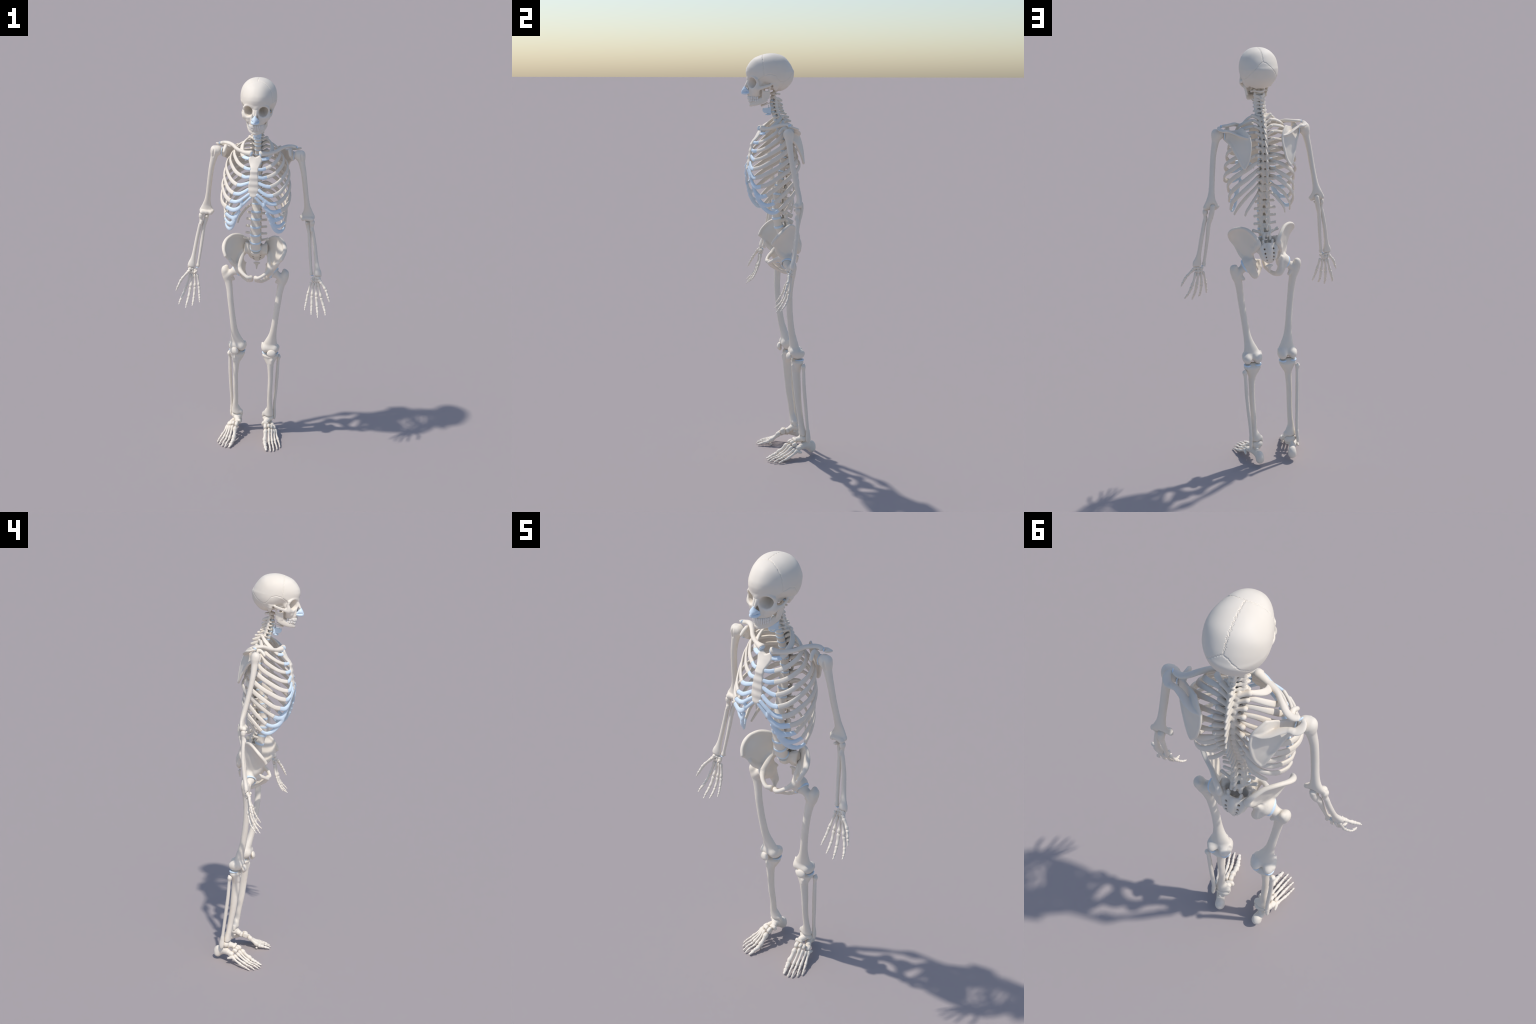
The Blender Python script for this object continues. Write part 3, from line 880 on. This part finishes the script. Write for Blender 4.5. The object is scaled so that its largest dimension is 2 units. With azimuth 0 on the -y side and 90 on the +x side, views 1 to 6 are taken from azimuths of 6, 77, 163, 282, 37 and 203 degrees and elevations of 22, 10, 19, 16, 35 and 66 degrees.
blade = plate([(.104, .046, 1.6560), (.093, .060, 1.6480), (.0825, .073, 1.6330), (.0755, .0810, 1.6160), (.0740, .0920, 1.5870), (.0800, .1000, 1.5500), (.0890, .1020, 1.5130), (.1010, .1010, 1.4880), (.1090, .0990, 1.4810), (.1160, .0940, 1.4900),
               (.1290, .0800, 1.5220), (.1430, .0620, 1.5550), (.1560, .0400, 1.5880), (.1680, .0180, 1.6080), (.1680, .0080, 1.6300), (.1540, .0120, 1.6430), (.1360, .0230, 1.6450), (.1210, .0320, 1.6500)],
              [(.100, .0810, 1.5850), (.112, .0810, 1.5450), (.120, .0590, 1.6050), (.140, .0360, 1.6150), (.105, .0620, 1.6300)], .0028, n=90)
scap = join(.006, blade,
            tube([(.1700, .0130, 1.6010, .0070), (.1560, .0400, 1.5860, .0064), (.1420, .0620, 1.5540, .0060), (.1290, .0800, 1.5220, .0052), (.1170, .0930, 1.4930, .0048), (.1080, .0980, 1.4840, .0045)]),
            tube([(.1035, .0470, 1.6540, .0028), (.0830, .0730, 1.6330, .0030), (.0755, .0815, 1.6150, .0034), (.0740, .0925, 1.5870, .0036), (.0800, .1000, 1.5500, .0036), (.0890, .1020, 1.5130, .0038), (.1060, .0995, 1.4840, .0042)]),
            tube([(.1620, .0110, 1.6200, .0190, .0100), (.1735, .0055, 1.6225, .0215, .0080)], major=(0.1, -.15, 1)),                      # glenoid neck
            tube([(.0780, .0790, 1.6160, .0030, .0030), (.0990, .0770, 1.6190, .0085, .0036), (.1220, .0670, 1.6280, .0120, .0040), (.1440, .0520, 1.6380, .0125, .0046), (.1660, .0430, 1.6460, .0095, .0055), (.1800, .0430, 1.6480, .0085, .0062)], major=(.15, 1, .1), n=26),   # spine of the blade
            tube([(.1720, .0430, 1.6470, .0080, .0058), (.1880, .0410, 1.6490, .0120, .0058), (.1980, .0300, 1.6530, .0130, .0054), (.2000, .0170, 1.6575, .0095, .0048), (.1960, .0090, 1.6600, .0070, .0045)], major=(.8, .6, 0), n=20),   # acromion
            tube([(.1610, .0070, 1.6400, .0100), (.1570, -.0040, 1.6520, .0092), (.1565, -.0170, 1.6490, .0080), (.1600, -.0290, 1.6370, .0075), (.1612, -.0330, 1.6320, .0068)], n=18))                # coracoid
bone("shoulder_blade", scap, .0018, BONE, arms)
bone("shoulder_socket_rim", tube([(.1760, .0050, 1.6420, .0024), (.1770, -.0110, 1.6320, .0024), (.1768, -.0110, 1.6120, .0024), (.1755, .0040, 1.6020, .0024), (.1760, .0180, 1.6110, .0024), (.1765, .0180, 1.6320, .0024), (.1760, .0050, 1.6420, .0024)], n=40), .0013, BLUE, arms)

hum = join(.008,
           ell((.1985, -.0005, 1.6275), (.0235, .0245, .0240)),
           ell((.2150, -.0030, 1.6280), (.0170, .0205, .0235)),
           ell((.2080, -.0185, 1.6260), (.0095, .0085, .0150)),
           tube([(.2110, -.0010, 1.6120, .0205, .0205), (.2160, -.0010, 1.5900, .0160, .0160), (.2280, .0030, 1.5340, .0132, .0128), (.2370, .0130, 1.4650, .0126, .0122), (.2450, .0260, 1.4000, .0126, .0124), (.2500, .0335, 1.3620, .0152, .0122),
                 (.2540, .0385, 1.3340, .0220, .0112), (.2550, .0375, 1.3140, .0315, .0102), (.2550, .0345, 1.3030, .0335, .0092)], major=(1, .02, 0), n=46))
hum = join(.006, hum,
           ell((.2235, .0340, 1.3020), (.0080, .0080, .0090)),
           tube([(.2330, .0265, 1.2950, .0110), (.2430, .0270, 1.2975, .0090), (.2540, .0265, 1.2965, .0105), (.2620, .0260, 1.2965, .0105)], n=12),
           ell((.2750, .0240, 1.2960), (.0125, .0120, .0115)),
           ell((.2830, .0370, 1.3020), (.0075, .0090, .0100)))
hum = cut(.005, hum, ell((.2480, .0530, 1.3110), (.0120, .0110, .0110)), ell((.2480, .0190, 1.3140), (.0110, .0070, .0080)),
          tube([(.2120, -.0270, 1.6400, .0034), (.2135, -.0245, 1.6200, .0034), (.2170, -.0190, 1.6000, .0025)]))
bone("humerus", hum, .0019, BONE, arms)

rad = join(.003,
           tube([(.2800, .0250, 1.2805, .0122), (.2803, .0252, 1.2750, .0122)]),
           tube([(.2805, .0250, 1.2740, .0095, .0095), (.2812, .0250, 1.2600, .0080, .0080), (.2800, .0230, 1.2440, .0094, .0092), (.2860, .0215, 1.2250, .0090, .0086), (.2930, .0200, 1.1900, .0092, .0086), (.3010, .0160, 1.1480, .0094, .0086), (.3110, .0050, 1.0840, .0098, .0086),
                 (.3165, -.0030, 1.0500, .0132, .0095), (.3205, -.0085, 1.0290, .0190, .0112), (.3215, -.0105, 1.0180, .0200, .0118)], major=(1, -.15, 0), n=44),
           cap((.2790, .0190, 1.2480), (.2800, .0150, 1.2380), .0075, .0065),
           cap((.3340, -.0105, 1.0220), (.3370, -.0120, 1.0105), .0068, .0048))
rad = cut(.003, rad, ell((.2800, .0250, 1.2960), (.0085, .0085, .0070)), ell((.3200, -.0110, 1.0010), (.0130, .0090, .0080)))
bone("radius", rad, .0016, BONE, arms)
uln = join(.005,
           tube([(.2500, .0480, 1.3060, .0110), (.2525, .0485, 1.2900, .0115), (.2560, .0450, 1.2700, .0118), (.2600, .0405, 1.2500, .0110), (.2675, .0320, 1.2200, .0096), (.2735, .0200, 1.1540, .0084), (.2810, .0070, 1.0850, .0073), (.2875, -.0020, 1.0350, .0070), (.2895, -.0060, 1.0180, .0094)], n=34),
           cap((.2560, .0380, 1.2720), (.2500, .0190, 1.2770), .0095, .0062),
           cap((.2500, .0460, 1.3060), (.2480, .0380, 1.3140), .0095, .0060),
           cap((.2880, -.0010, 1.0180), (.2865, .0020, 1.0090), .0045, .0028))
uln = cut(.003, uln, tube([(.2300, .0250, 1.2935, .0128), (.2640, .0250, 1.2945, .0122)]))
bone("ulna", uln, .0016, BONE, arms)
bone("wrist_disc", ell((.2940, -.0080, 1.0085), (.0085, .0070, .0022)), .001, BLUE, hands)
# ==================================================================== HAND
FINGER = {
    "thumb": [(.3365, -.0290, .9870), (.3680, -.0450, .9510), (.3810, -.0590, .9205), (.3910, -.0690, .8955)],
    "index": [(.3265, -.0200, .9755), (.3470, -.0320, .9010), (.3620, -.0480, .8610), (.3720, -.0670, .8390), (.3745, -.0800, .8260)],
    "middle": [(.3155, -.0145, .9735), (.3230, -.0330, .9050), (.3300, -.0550, .8570), (.3350, -.0760, .8310), (.3370, -.0900, .8140)],
    "ring": [(.3030, -.0170, .9740), (.3000, -.0330, .9090), (.3020, -.0520, .8630), (.3030, -.0750, .8370), (.3040, -.0895, .8275)],
    "little": [(.2905, -.0195, .9760), (.2790, -.0360, .9160), (.2740, -.0520, .8790), (.2700, -.0660, .8570), (.2690, -.0765, .8440)],
}
SIZE = {"thumb": 1.18, "index": 1.2, "middle": 1.25, "ring": 1.15, "little": 1.05}


def finger_bone(name, a, b, wide, base, mid, head, thin, grp, tip=False):
    """One hand or toe bone: flared base, waisted shaft, knuckle head."""
    a, b = A(a, float), A(b, float)
    t = unit(b - a)
    L = np.linalg.norm(b - a)
    a, b = a + t * (.0006 + base * .86 * thin * .78), b - t * (.0006 + (head * .84 if not tip else 0) * thin * .78)
    L = np.linalg.norm(b - a)
    sag = -np.cross(t, wide) * L * .035
    s = [.0, .08, .25, .5, .75, .90, 1.0] if not tip else [.0, .10, .30, .55, .80, .92, 1.0]
    ra = [base * .86, base, mid * 1.25, mid * 1.06, mid * 1.15, head, head * .84] if not tip else [base * .85, base, mid * 1.25, mid, mid * .85, head, head * .7]
    pts = [a + t * L * u + sag * math.sin(math.pi * u) for u in s]
    n = 22
    s1 = np.linspace(0, 1, n)
    P = np.stack([np.interp(s1, s, A(pts)[:, i]) for i in range(3)], 1)
    R = np.interp(s1, s, ra)
    R = np.convolve(np.pad(R, 1, mode="edge"), [.25, .5, .25], "valid")
    v, f = loft(P, R, R * np.interp(s1, [0, .1, .5, .9, 1], [thin * 1.12, thin * 1.1, thin, thin * 1.1, thin * 1.1]), wide, sides=14, n=n, power=2.2)
    me = make_mesh(name, v, f, BONE)
    put(name, me, grp[0])
    put(name, me, grp[1], True)


for nm, J in FINGER.items():
    J = A(J)
    k = SIZE[nm]
    if nm == "thumb":
        wide = unit(np.cross(J[3] - J[0], (0.55, .75, -.1)))
        specs = [("metacarpal_bone", .0068, .0046, .0066, .88), ("finger_bone", .0068, .0046, .0056, .80), ("finger_bone", .0058, .0034, .0030, .70)]
    else:
        side = unit(A(FINGER["index"][1]) - A(FINGER["little"][1]))
        wide = unit(side - unit(J[2] - J[0]) * (side @ unit(J[2] - J[0])))
        specs = [("metacarpal_bone", .0062, .0040, .0068, .95), ("finger_bone", .0070, .0047, .0055, .72), ("finger_bone", .0058, .0040, .0046, .70), ("finger_bone", .0046, .0023, .0028, .72)]
    for i, (bn, rb_, rm_, rh_, th_) in enumerate(specs):
        finger_bone(bn, J[i], J[i + 1], wide, rb_ * k, rm_ * k, rh_ * k, th_, hands, tip=(i == len(specs) - 1))

CARPAL = {
    "scaphoid_bone": ((.3285, -.0170, .9995), (.0088, .0066, .0070), (.8, -.3, -.6)),
    "lunate_bone": ((.3165, -.0115, 1.0005), (.0070, .0075, .0060), (1, 0, 0)),
    "triquetral_bone": ((.3020, -.0115, .9960), (.0075, .0062, .0056), (.8, 0, .5)),
    "pisiform_bone": ((.2945, -.0250, .9920), (.0050, .0048, .0060), (1, 0, 0)),
    "trapezium_bone": ((.3345, -.0265, .9895), (.0078, .0062, .0066), (.8, -.4, -.5)),
    "trapezoid_bone": ((.3265, -.0170, .9840), (.0056, .0066, .0056), (1, 0, 0)),
    "capitate_bone": ((.3155, -.0130, .9850), (.0062, .0070, .0095), (1, 0, 0)),
    "hamate_bone": ((.3030, -.0150, .9845), (.0070, .0068, .0080), (1, 0, .2)),
}
for nm, (c, r, d) in CARPAL.items():
    s = ell(c, A(r) * 1.34, frame_rot(d, (0, 1, 0)))
    if nm == "hamate_bone":
        s = join(.003, s, cap((.3030, -.0180, .9840), (.3040, -.0270, .9830), .0034, .0026))
    if nm == "trapezium_bone":
        s = join(.003, s, cap((.3330, -.0290, .9930), (.3300, -.0340, .9930), .0030, .0024))

    def facets(p, q, c=A(c)):
        w = (p - c) * 420
        return q + .0007 * np.sin(w[:, 0] + .8 * w[:, 1]) * np.sin(w[:, 2] * .9 - .5 * w[:, 1])
    bone(nm, s, .0012, BONE, hands, facets)
# ================================================================== PELVIS
HIP = A([.0920, .0260, .9980])
ilium = plate([(.1430, -.0640, 1.1050), (.1520, -.0520, 1.1250), (.1560, -.0320, 1.1480), (.1500, -.0120, 1.1670), (.1380, .0050, 1.1790), (.1170, .0270, 1.1870), (.0900, .0490, 1.1820), (.0650, .0740, 1.1600), (.0460, .0900, 1.1290), (.0450, .0890, 1.1080),
               (.0540, .0800, 1.0870), (.0620, .0660, 1.0720), (.0710, .0480, 1.0610), (.0780, .0400, 1.0380), (.0860, .0200, 1.0220), (.1040, -.0090, 1.0300), (.1200, -.0350, 1.0600), (.1310, -.0450, 1.0770), (.1400, -.0570, 1.0910)],
              [(.1240, -.0060, 1.1250), (.1110, .0220, 1.1450), (.0960, .0340, 1.1100), (.1010, .0160, 1.0750), (.0800, .0520, 1.1280), (.1230, -.0200, 1.0950)], .0042, n=90)
crest = tube([(.1420, -.0620, 1.1030, .0066, .0052), (.1515, -.0510, 1.1250, .0072, .0052), (.1545, -.0320, 1.1470, .0092, .0058), (.1490, -.0120, 1.1650, .0074, .0052), (.1370, .0050, 1.1770, .0058, .0048), (.1165, .0270, 1.1850, .0054, .0048), (.0900, .0490, 1.1800, .0056, .0052), (.0655, .0740, 1.1580, .0074, .0060), (.0475, .0890, 1.1270, .0090, .0068), (.0470, .0880, 1.1120, .0085, .0068)], major=(1, .5, 0), n=48)
inner_wall = plate([(.0560, .0660, 1.0980), (.0620, .0440, 1.0860), (.0680, .0200, 1.0600), (.0720, -.0030, 1.0330), (.0700, -.0180, 1.0180), (.0720, -.0080, 1.0020), (.0720, .0150, .9870), (.0680, .0400, .9700), (.0640, .0580, .9720), (.0580, .0600, 1.0050), (.0560, .0590, 1.0240), (.0640, .0540, 1.0420), (.0680, .0540, 1.0620), (.0600, .0680, 1.0780)],
                   [(.0680, .0280, 1.0250)], .0060, n=70)
hipb = join(.012, ilium, crest, inner_wall,
            tube([(.0520, .0850, 1.1120, .0105), (.0560, .0760, 1.0920, .0100), (.0640, .0600, 1.0780, .0085)]),
            tube([(.0660, .0540, 1.0920, .0085), (.0720, .0340, 1.0730, .0085), (.0770, .0120, 1.0500, .0090), (.0790, -.0060, 1.0310, .0095)]),
            tube([(.1180, -.0360, 1.0680, .0075), (.1110, -.0240, 1.0500, .0095), (.1020, -.0060, 1.0360, .0110)]),
            ell((.0860, .0270, 1.0040), (.0330, .0370, .0360)))
hipb = join(.007, hipb,
            tube([(.0800, -.0060, 1.0200, .0140), (.0620, -.0300, 1.0090, .0100), (.0440, -.0440, .9980, .0085), (.0260, -.0505, .9900, .0085), (.0130, -.0450, .9890, .0085)], n=20),     # upper pubic branch
            tube([(.0115, -.0430, .9860, .0110, .0070), (.0115, -.0310, .9740, .0130, .0070), (.0125, -.0180, .9650, .0105, .0070)], major=(0, .7, .7)),
            plate([(.0060, -.0440, .9930), (.0260, -.0520, .9900), (.0410, -.0450, .9930), (.0360, -.0280, .9760), (.0260, -.0060, .9560), (.0080, -.0140, .9620), (.0060, -.0300, .9760)], [(.0200, -.0320, .9760)], .0055, n=50),                               # symphysis face
            tube([(.0140, -.0180, .9640, .0095, .0060), (.0250, .0020, .9510, .0095, .0055), (.0400, .0240, .9430, .0105, .0060), (.0530, .0420, .9460, .0125, .0085)], major=(.3, -.2, .9)),   # lower branch
            tube([(.0800, .0440, .9900, .0200), (.0700, .0530, .9720, .0185), (.0610, .0550, .9570, .0175), (.0570, .0500, .9510, .0140)]),                                            # sitting bone
            tube([(.0740, .0500, 1.0240, .0120), (.0680, .0570, 1.0000, .0120), (.0660, .0590, .9760, .0130)]),
            tube([(.0700, .0530, 1.0300, .0120, .0055), (.0600, .0590, 1.0260, .0075, .0038), (.0515, .0625, 1.0240, .0032, .0024)], major=(0, .4, 1)))
socket = ell(HIP + A([.002, 0, -.001]), .0285)
opening = ell((.1240, .0180, .9850), (.0260, .0330, .0340))
hipb = cut(.003, hipb, socket)
hipb = cut(.004, hipb, tube([(.1120, .0220, .9920, .0300), (.1500, .0140, .9750, .0330)]), ell((.0860, -.0040, .9620), (.0150, .0260, .0130), frame_rot((.5, .5, -.4), (0, 0, 1))))
bone("hip_bone", hipb, .0021, BONE, (pelvis_g, pelvis_g))
n_ = unit((.80, -.28, -.50))
u_ = unit(np.cross(n_, (0, 0, 1)))
v_ = np.cross(n_, u_)
ringp = [(*(HIP + n_ * .0065 + (u_ * math.cos(a) + v_ * math.sin(a)) * .0300), .0062, .0040) for a in np.linspace(0, 2 * math.pi, 17)]
bone("hip_socket_rim", tube(ringp, major=n_, n=50), .0016, BLUE, (pelvis_g, pelvis_g))
# ===================================================================== LEG
fem = join(.010,
           ell(HIP, .0265),
           tube([(.0980, .0270, .9930, .0205), (.1180, .0290, .9800, .0180), (.1380, .0310, .9620, .0200)]),
           tube([(.1520, .0330, .9840, .0185, .0185), (.1480, .0320, .9560, .0205, .0200), (.1370, .0310, .9270, .0190, .0180), (.1295, .0285, .8830, .0168, .0162), (.1250, .0270, .8390, .0158, .0156), (.1150, .0320, .7510, .0154, .0154), (.1050, .0430, .6640, .0170, .0162),
                 (.0985, .0525, .6200, .0225, .0180), (.0925, .0600, .5880, .0310, .0205), (.0885, .0650, .5620, .0400, .0225)], major=(1, .05, 0), n=50),
           ell((.1580, .0330, .9840), (.0155, .0200, .0240)),
           tube([(.1560, .0360, .9950, .0130), (.1500, .0420, 1.0030, .0100)]),
           tube([(.1200, .0370, .9460, .0110), (.1110, .0420, .9370, .0075)]))
fem = join(.014, fem,
           ell((.0640, .0780, .5430), (.0240, .0340, .0270)),
           ell((.1130, .0770, .5420), (.0225, .0335, .0255)),
           tube([(.0680, .0570, .5480, .0190), (.1110, .0550, .5500, .0185)]))
fem = join(.006, fem, ell((.0480, .0770, .5530), (.0085, .0150, .0140)), ell((.1290, .0780, .5470), (.0072, .0130, .0120)), cap((.0480, .0720, .5640), (.0450, .0720, .5690), .0060, .0040))
fem = cut(.006, fem, tube([(.0890, .1250, .5420, .0115), (.0890, .0960, .5240, .0110), (.0890, .0750, .5080, .0080)]),
          tube([(.0920, .0220, .5650, .0050), (.0900, .0270, .5350, .0070), (.0900, .0370, .5110, .0060)]))
bone("femur", fem, .0023, BONE, legs)
knee = join(.008, ell((.0990, .0325, .5300), (.0235, .0108, .0185), frame_rot((.98, .1, 0), (0, 1, -.28))), ell((.0990, .0370, .5160), (.0120, .0085, .0120)))
bone("kneecap", knee, .0017, BONE, legs)

tib = join(.009,
           tube([(.0600, .0800, .4990, .0230, .0110), (.0880, .0770, .4965, .0270, .0110), (.1180, .0810, .4990, .0225, .0110)], major=(0, 1, 0), n=12),
           tube([(.0885, .0785, .4930, .0400, .0270), (.0890, .0765, .4760, .0310, .0250), (.0910, .0740, .4520, .0200, .0230), (.0925, .0735, .4300, .0165, .0210), (.0945, .0770, .3800, .0138, .0192), (.0950, .0800, .3400, .0133, .0178), (.0940, .0840, .2900, .0130, .0164), (.0925, .0945, .2180, .0130, .0146), (.0945, .1010, .1660, .0158, .0145), (.0900, .1070, .1350, .0245, .0172), (.0880, .1090, .1200, .0275, .0188)], major=(1, 0, 0), n=50),
           tube([(.1000, .0545, .4780, .0085), (.0990, .0575, .4600, .0080)]),
           tube([(.0640, .1080, .1230, .0100), (.0610, .1100, .1080, .0085), (.0615, .1110, .1010, .0060)]))
tib = join(.003, tib, cap((.0830, .0850, .5030), (.0845, .0860, .5090), .0050, .0025), cap((.0960, .0850, .5030), (.0945, .0860, .5080), .0050, .0025))
tib = cut(.003, tib, tube([(.0740, .1240, .0960, .0165), (.0740, .0980, .0960, .0165)]), tube([(.0980, .1260, .0980, .0165), (.0980, .0980, .0980, .0165)]))
bone("tibia", tib, .0021, BONE, legs)
fib = join(.005,
           ell((.1330, .0985, .4800), (.0120, .0115, .0115)), cap((.1330, .1000, .4850), (.1340, .1030, .4920), .0065, .0040),
           tube([(.1320, .0990, .4720, .0095), (.1305, .1010, .4500, .0080), (.1285, .1045, .3740, .0088), (.1240, .1140, .2790, .0087), (.1185, .1240, .1850, .0078), (.1180, .1290, .1300, .0080)], n=28),
           tube([(.1180, .1290, .1400, .0085, .0070), (.1200, .1300, .1080, .0125, .0080), (.1205, .1310, .0900, .0115, .0070), (.1205, .1320, .0800, .0065, .0050)], major=(0, 1, 0), n=14))
bone("fibula", fib, .0017, BONE, legs)

# knee cushions: open rings, thickest at the back
for cx, cy, r, open_at in ((.0640, .0820, .0150, .0), (.1140, .0830, .0140, math.pi)):
    ring = []
    for a in np.linspace(open_at + .7, open_at + 2 * math.pi - .7, 17):
        back = .5 + .5 * math.sin(a)
        ring.append((cx + r * math.cos(a), cy + r * 1.35 * math.sin(a), .5105, .0014 + .0036 * back, .0042))
    bone("knee_cushion", tube(ring, major=(0, 0, 1), n=40), .0014, BLUE, legs)
# ==================================================================== FOOT
tal = join(.004, tube([(.0760, .1130, .0930, .0200), (.1000, .1140, .0950, .0170)]), tube([(.0850, .1000, .0870, .0165), (.0770, .0840, .0820, .0135)]), cap((.0900, .1250, .0780), (.0900, .1330, .0740), .0120, .0090))
bone("ankle_bone", tal, .0018, BONE, feet)
cal = join(.007, tube([(.0830, .1600, .0400, .0185, .0240), (.0870, .1450, .0480, .0170, .0235), (.0940, .1250, .0560, .0165, .0210), (.1040, .1050, .0560, .0150, .0170), (.1110, .0950, .0560, .0140, .0150)], major=(1, .2, 0)),
           tube([(.0835, .1560, .0560, .0170, .0180), (.0830, .1590, .0300, .0195, .0200)], major=(1, 0, 0)), cap((.0880, .1180, .0690), (.0700, .1080, .0720), .0110, .0075))
bone("heel_bone", cal, .0019, BONE, feet)
TARSAL = {
    "navicular_bone": ((.0745, .0720, .0770), (.0185, .0085, .0140), (.95, .15, -.25), (0, 1, .25)),
    "cuboid_bone": ((.1200, .0800, .0530), (.0125, .0155, .0125), (.9, .3, -.2), (-.2, 1, .1)),
    "medial_cuneiform_bone": ((.0790, .0500, .0720), (.0095, .0150, .0150), (.95, .1, 0), (0, 1, .4)),
    "intermediate_cuneiform_bone": ((.0960, .0540, .0750), (.0080, .0110, .0115), (.95, .1, -.2), (0, 1, .4)),
    "lateral_cuneiform_bone": ((.1090, .0620, .0680), (.0080, .0125, .0115), (.9, .15, -.3), (0, 1, .4)),
}
for nm, (c, r, d, hint) in TARSAL.items():
    R = frame_rot(d, hint)
    c, r = A(c), A(r)

    def fn(p, c=c, r=r, R=R):
        q = np.abs((p - c) @ R) / r
        F = (q ** 3.2).sum(1) ** (1 / 3.2)
        return (F - 1) * r.min() * .95
    bone(nm, Solid(fn, c - r.max() * 1.3, c + r.max() * 1.3), .0015, BONE, feet)

TOE = [
    [(.0830, .0340, .0640), (.0845, -.0210, .0215), (.0930, -.0530, .0135), (.1005, -.0790, .0055)],
    [(.1000, .0440, .0660), (.1090, -.0200, .0180), (.1165, -.0500, .0155), (.1210, -.0680, .0095), (.1240, -.0815, .0032)],
    [(.1130, .0500, .0590), (.1255, -.0160, .0180), (.1335, -.0450, .0150), (.1380, -.0620, .0090), (.1410, -.0740, .0032)],
    [(.1240, .0620, .0500), (.1405, -.0060, .0165), (.1495, -.0320, .0135), (.1545, -.0460, .0085), (.1580, -.0560, .0031)],
    [(.1330, .0700, .0430), (.1550, .0130, .0160), (.1625, -.0080, .0125), (.1670, -.0220, .0080), (.1705, -.0340, .0031)],
]
for i, J in enumerate(TOE):
    J = A(J)
    wide = unit(np.cross(J[1] - J[0], (0, -.45, -1)))
    if wide[0] < 0:
        wide = -wide
    if i == 0:
        finger_bone("metatarsal_bone", J[0], J[1], wide, .0130, .0078, .0125, 1.0, feet)
        finger_bone("toe_bone", J[1], J[2], wide, .0118, .0075, .0090, .82, feet)
        finger_bone("toe_bone", J[2], J[3], wide, .0098, .0062, .0072, .62, feet, tip=True)
        continue
    finger_bone("metatarsal_bone", J[0], J[1], wide, .0085, .0046, .0072, 1.05, feet)
    finger_bone("toe_bone", J[1], J[2], wide, .0068, .0042, .0050, .85, feet)
    finger_bone("toe_bone", J[2], J[3], wide, .0052, .0040, .0046, .85, feet)
    finger_bone("toe_bone", J[3], J[4], wide, .0046, .0034, .0036, .80, feet, tip=True)
bone("metatarsal_bone", tube([(.1330, .0660, .0430, .0085), (.1350, .0780, .0390, .0075), (.1360, .0900, .0340, .0050)]), .0014, BONE, feet)
for x in (.079, .090):
    bone("sesamoid_bone", ell((x, -.0140, .0070), (.0042, .0062, .0042)), .0012, BONE, feet)
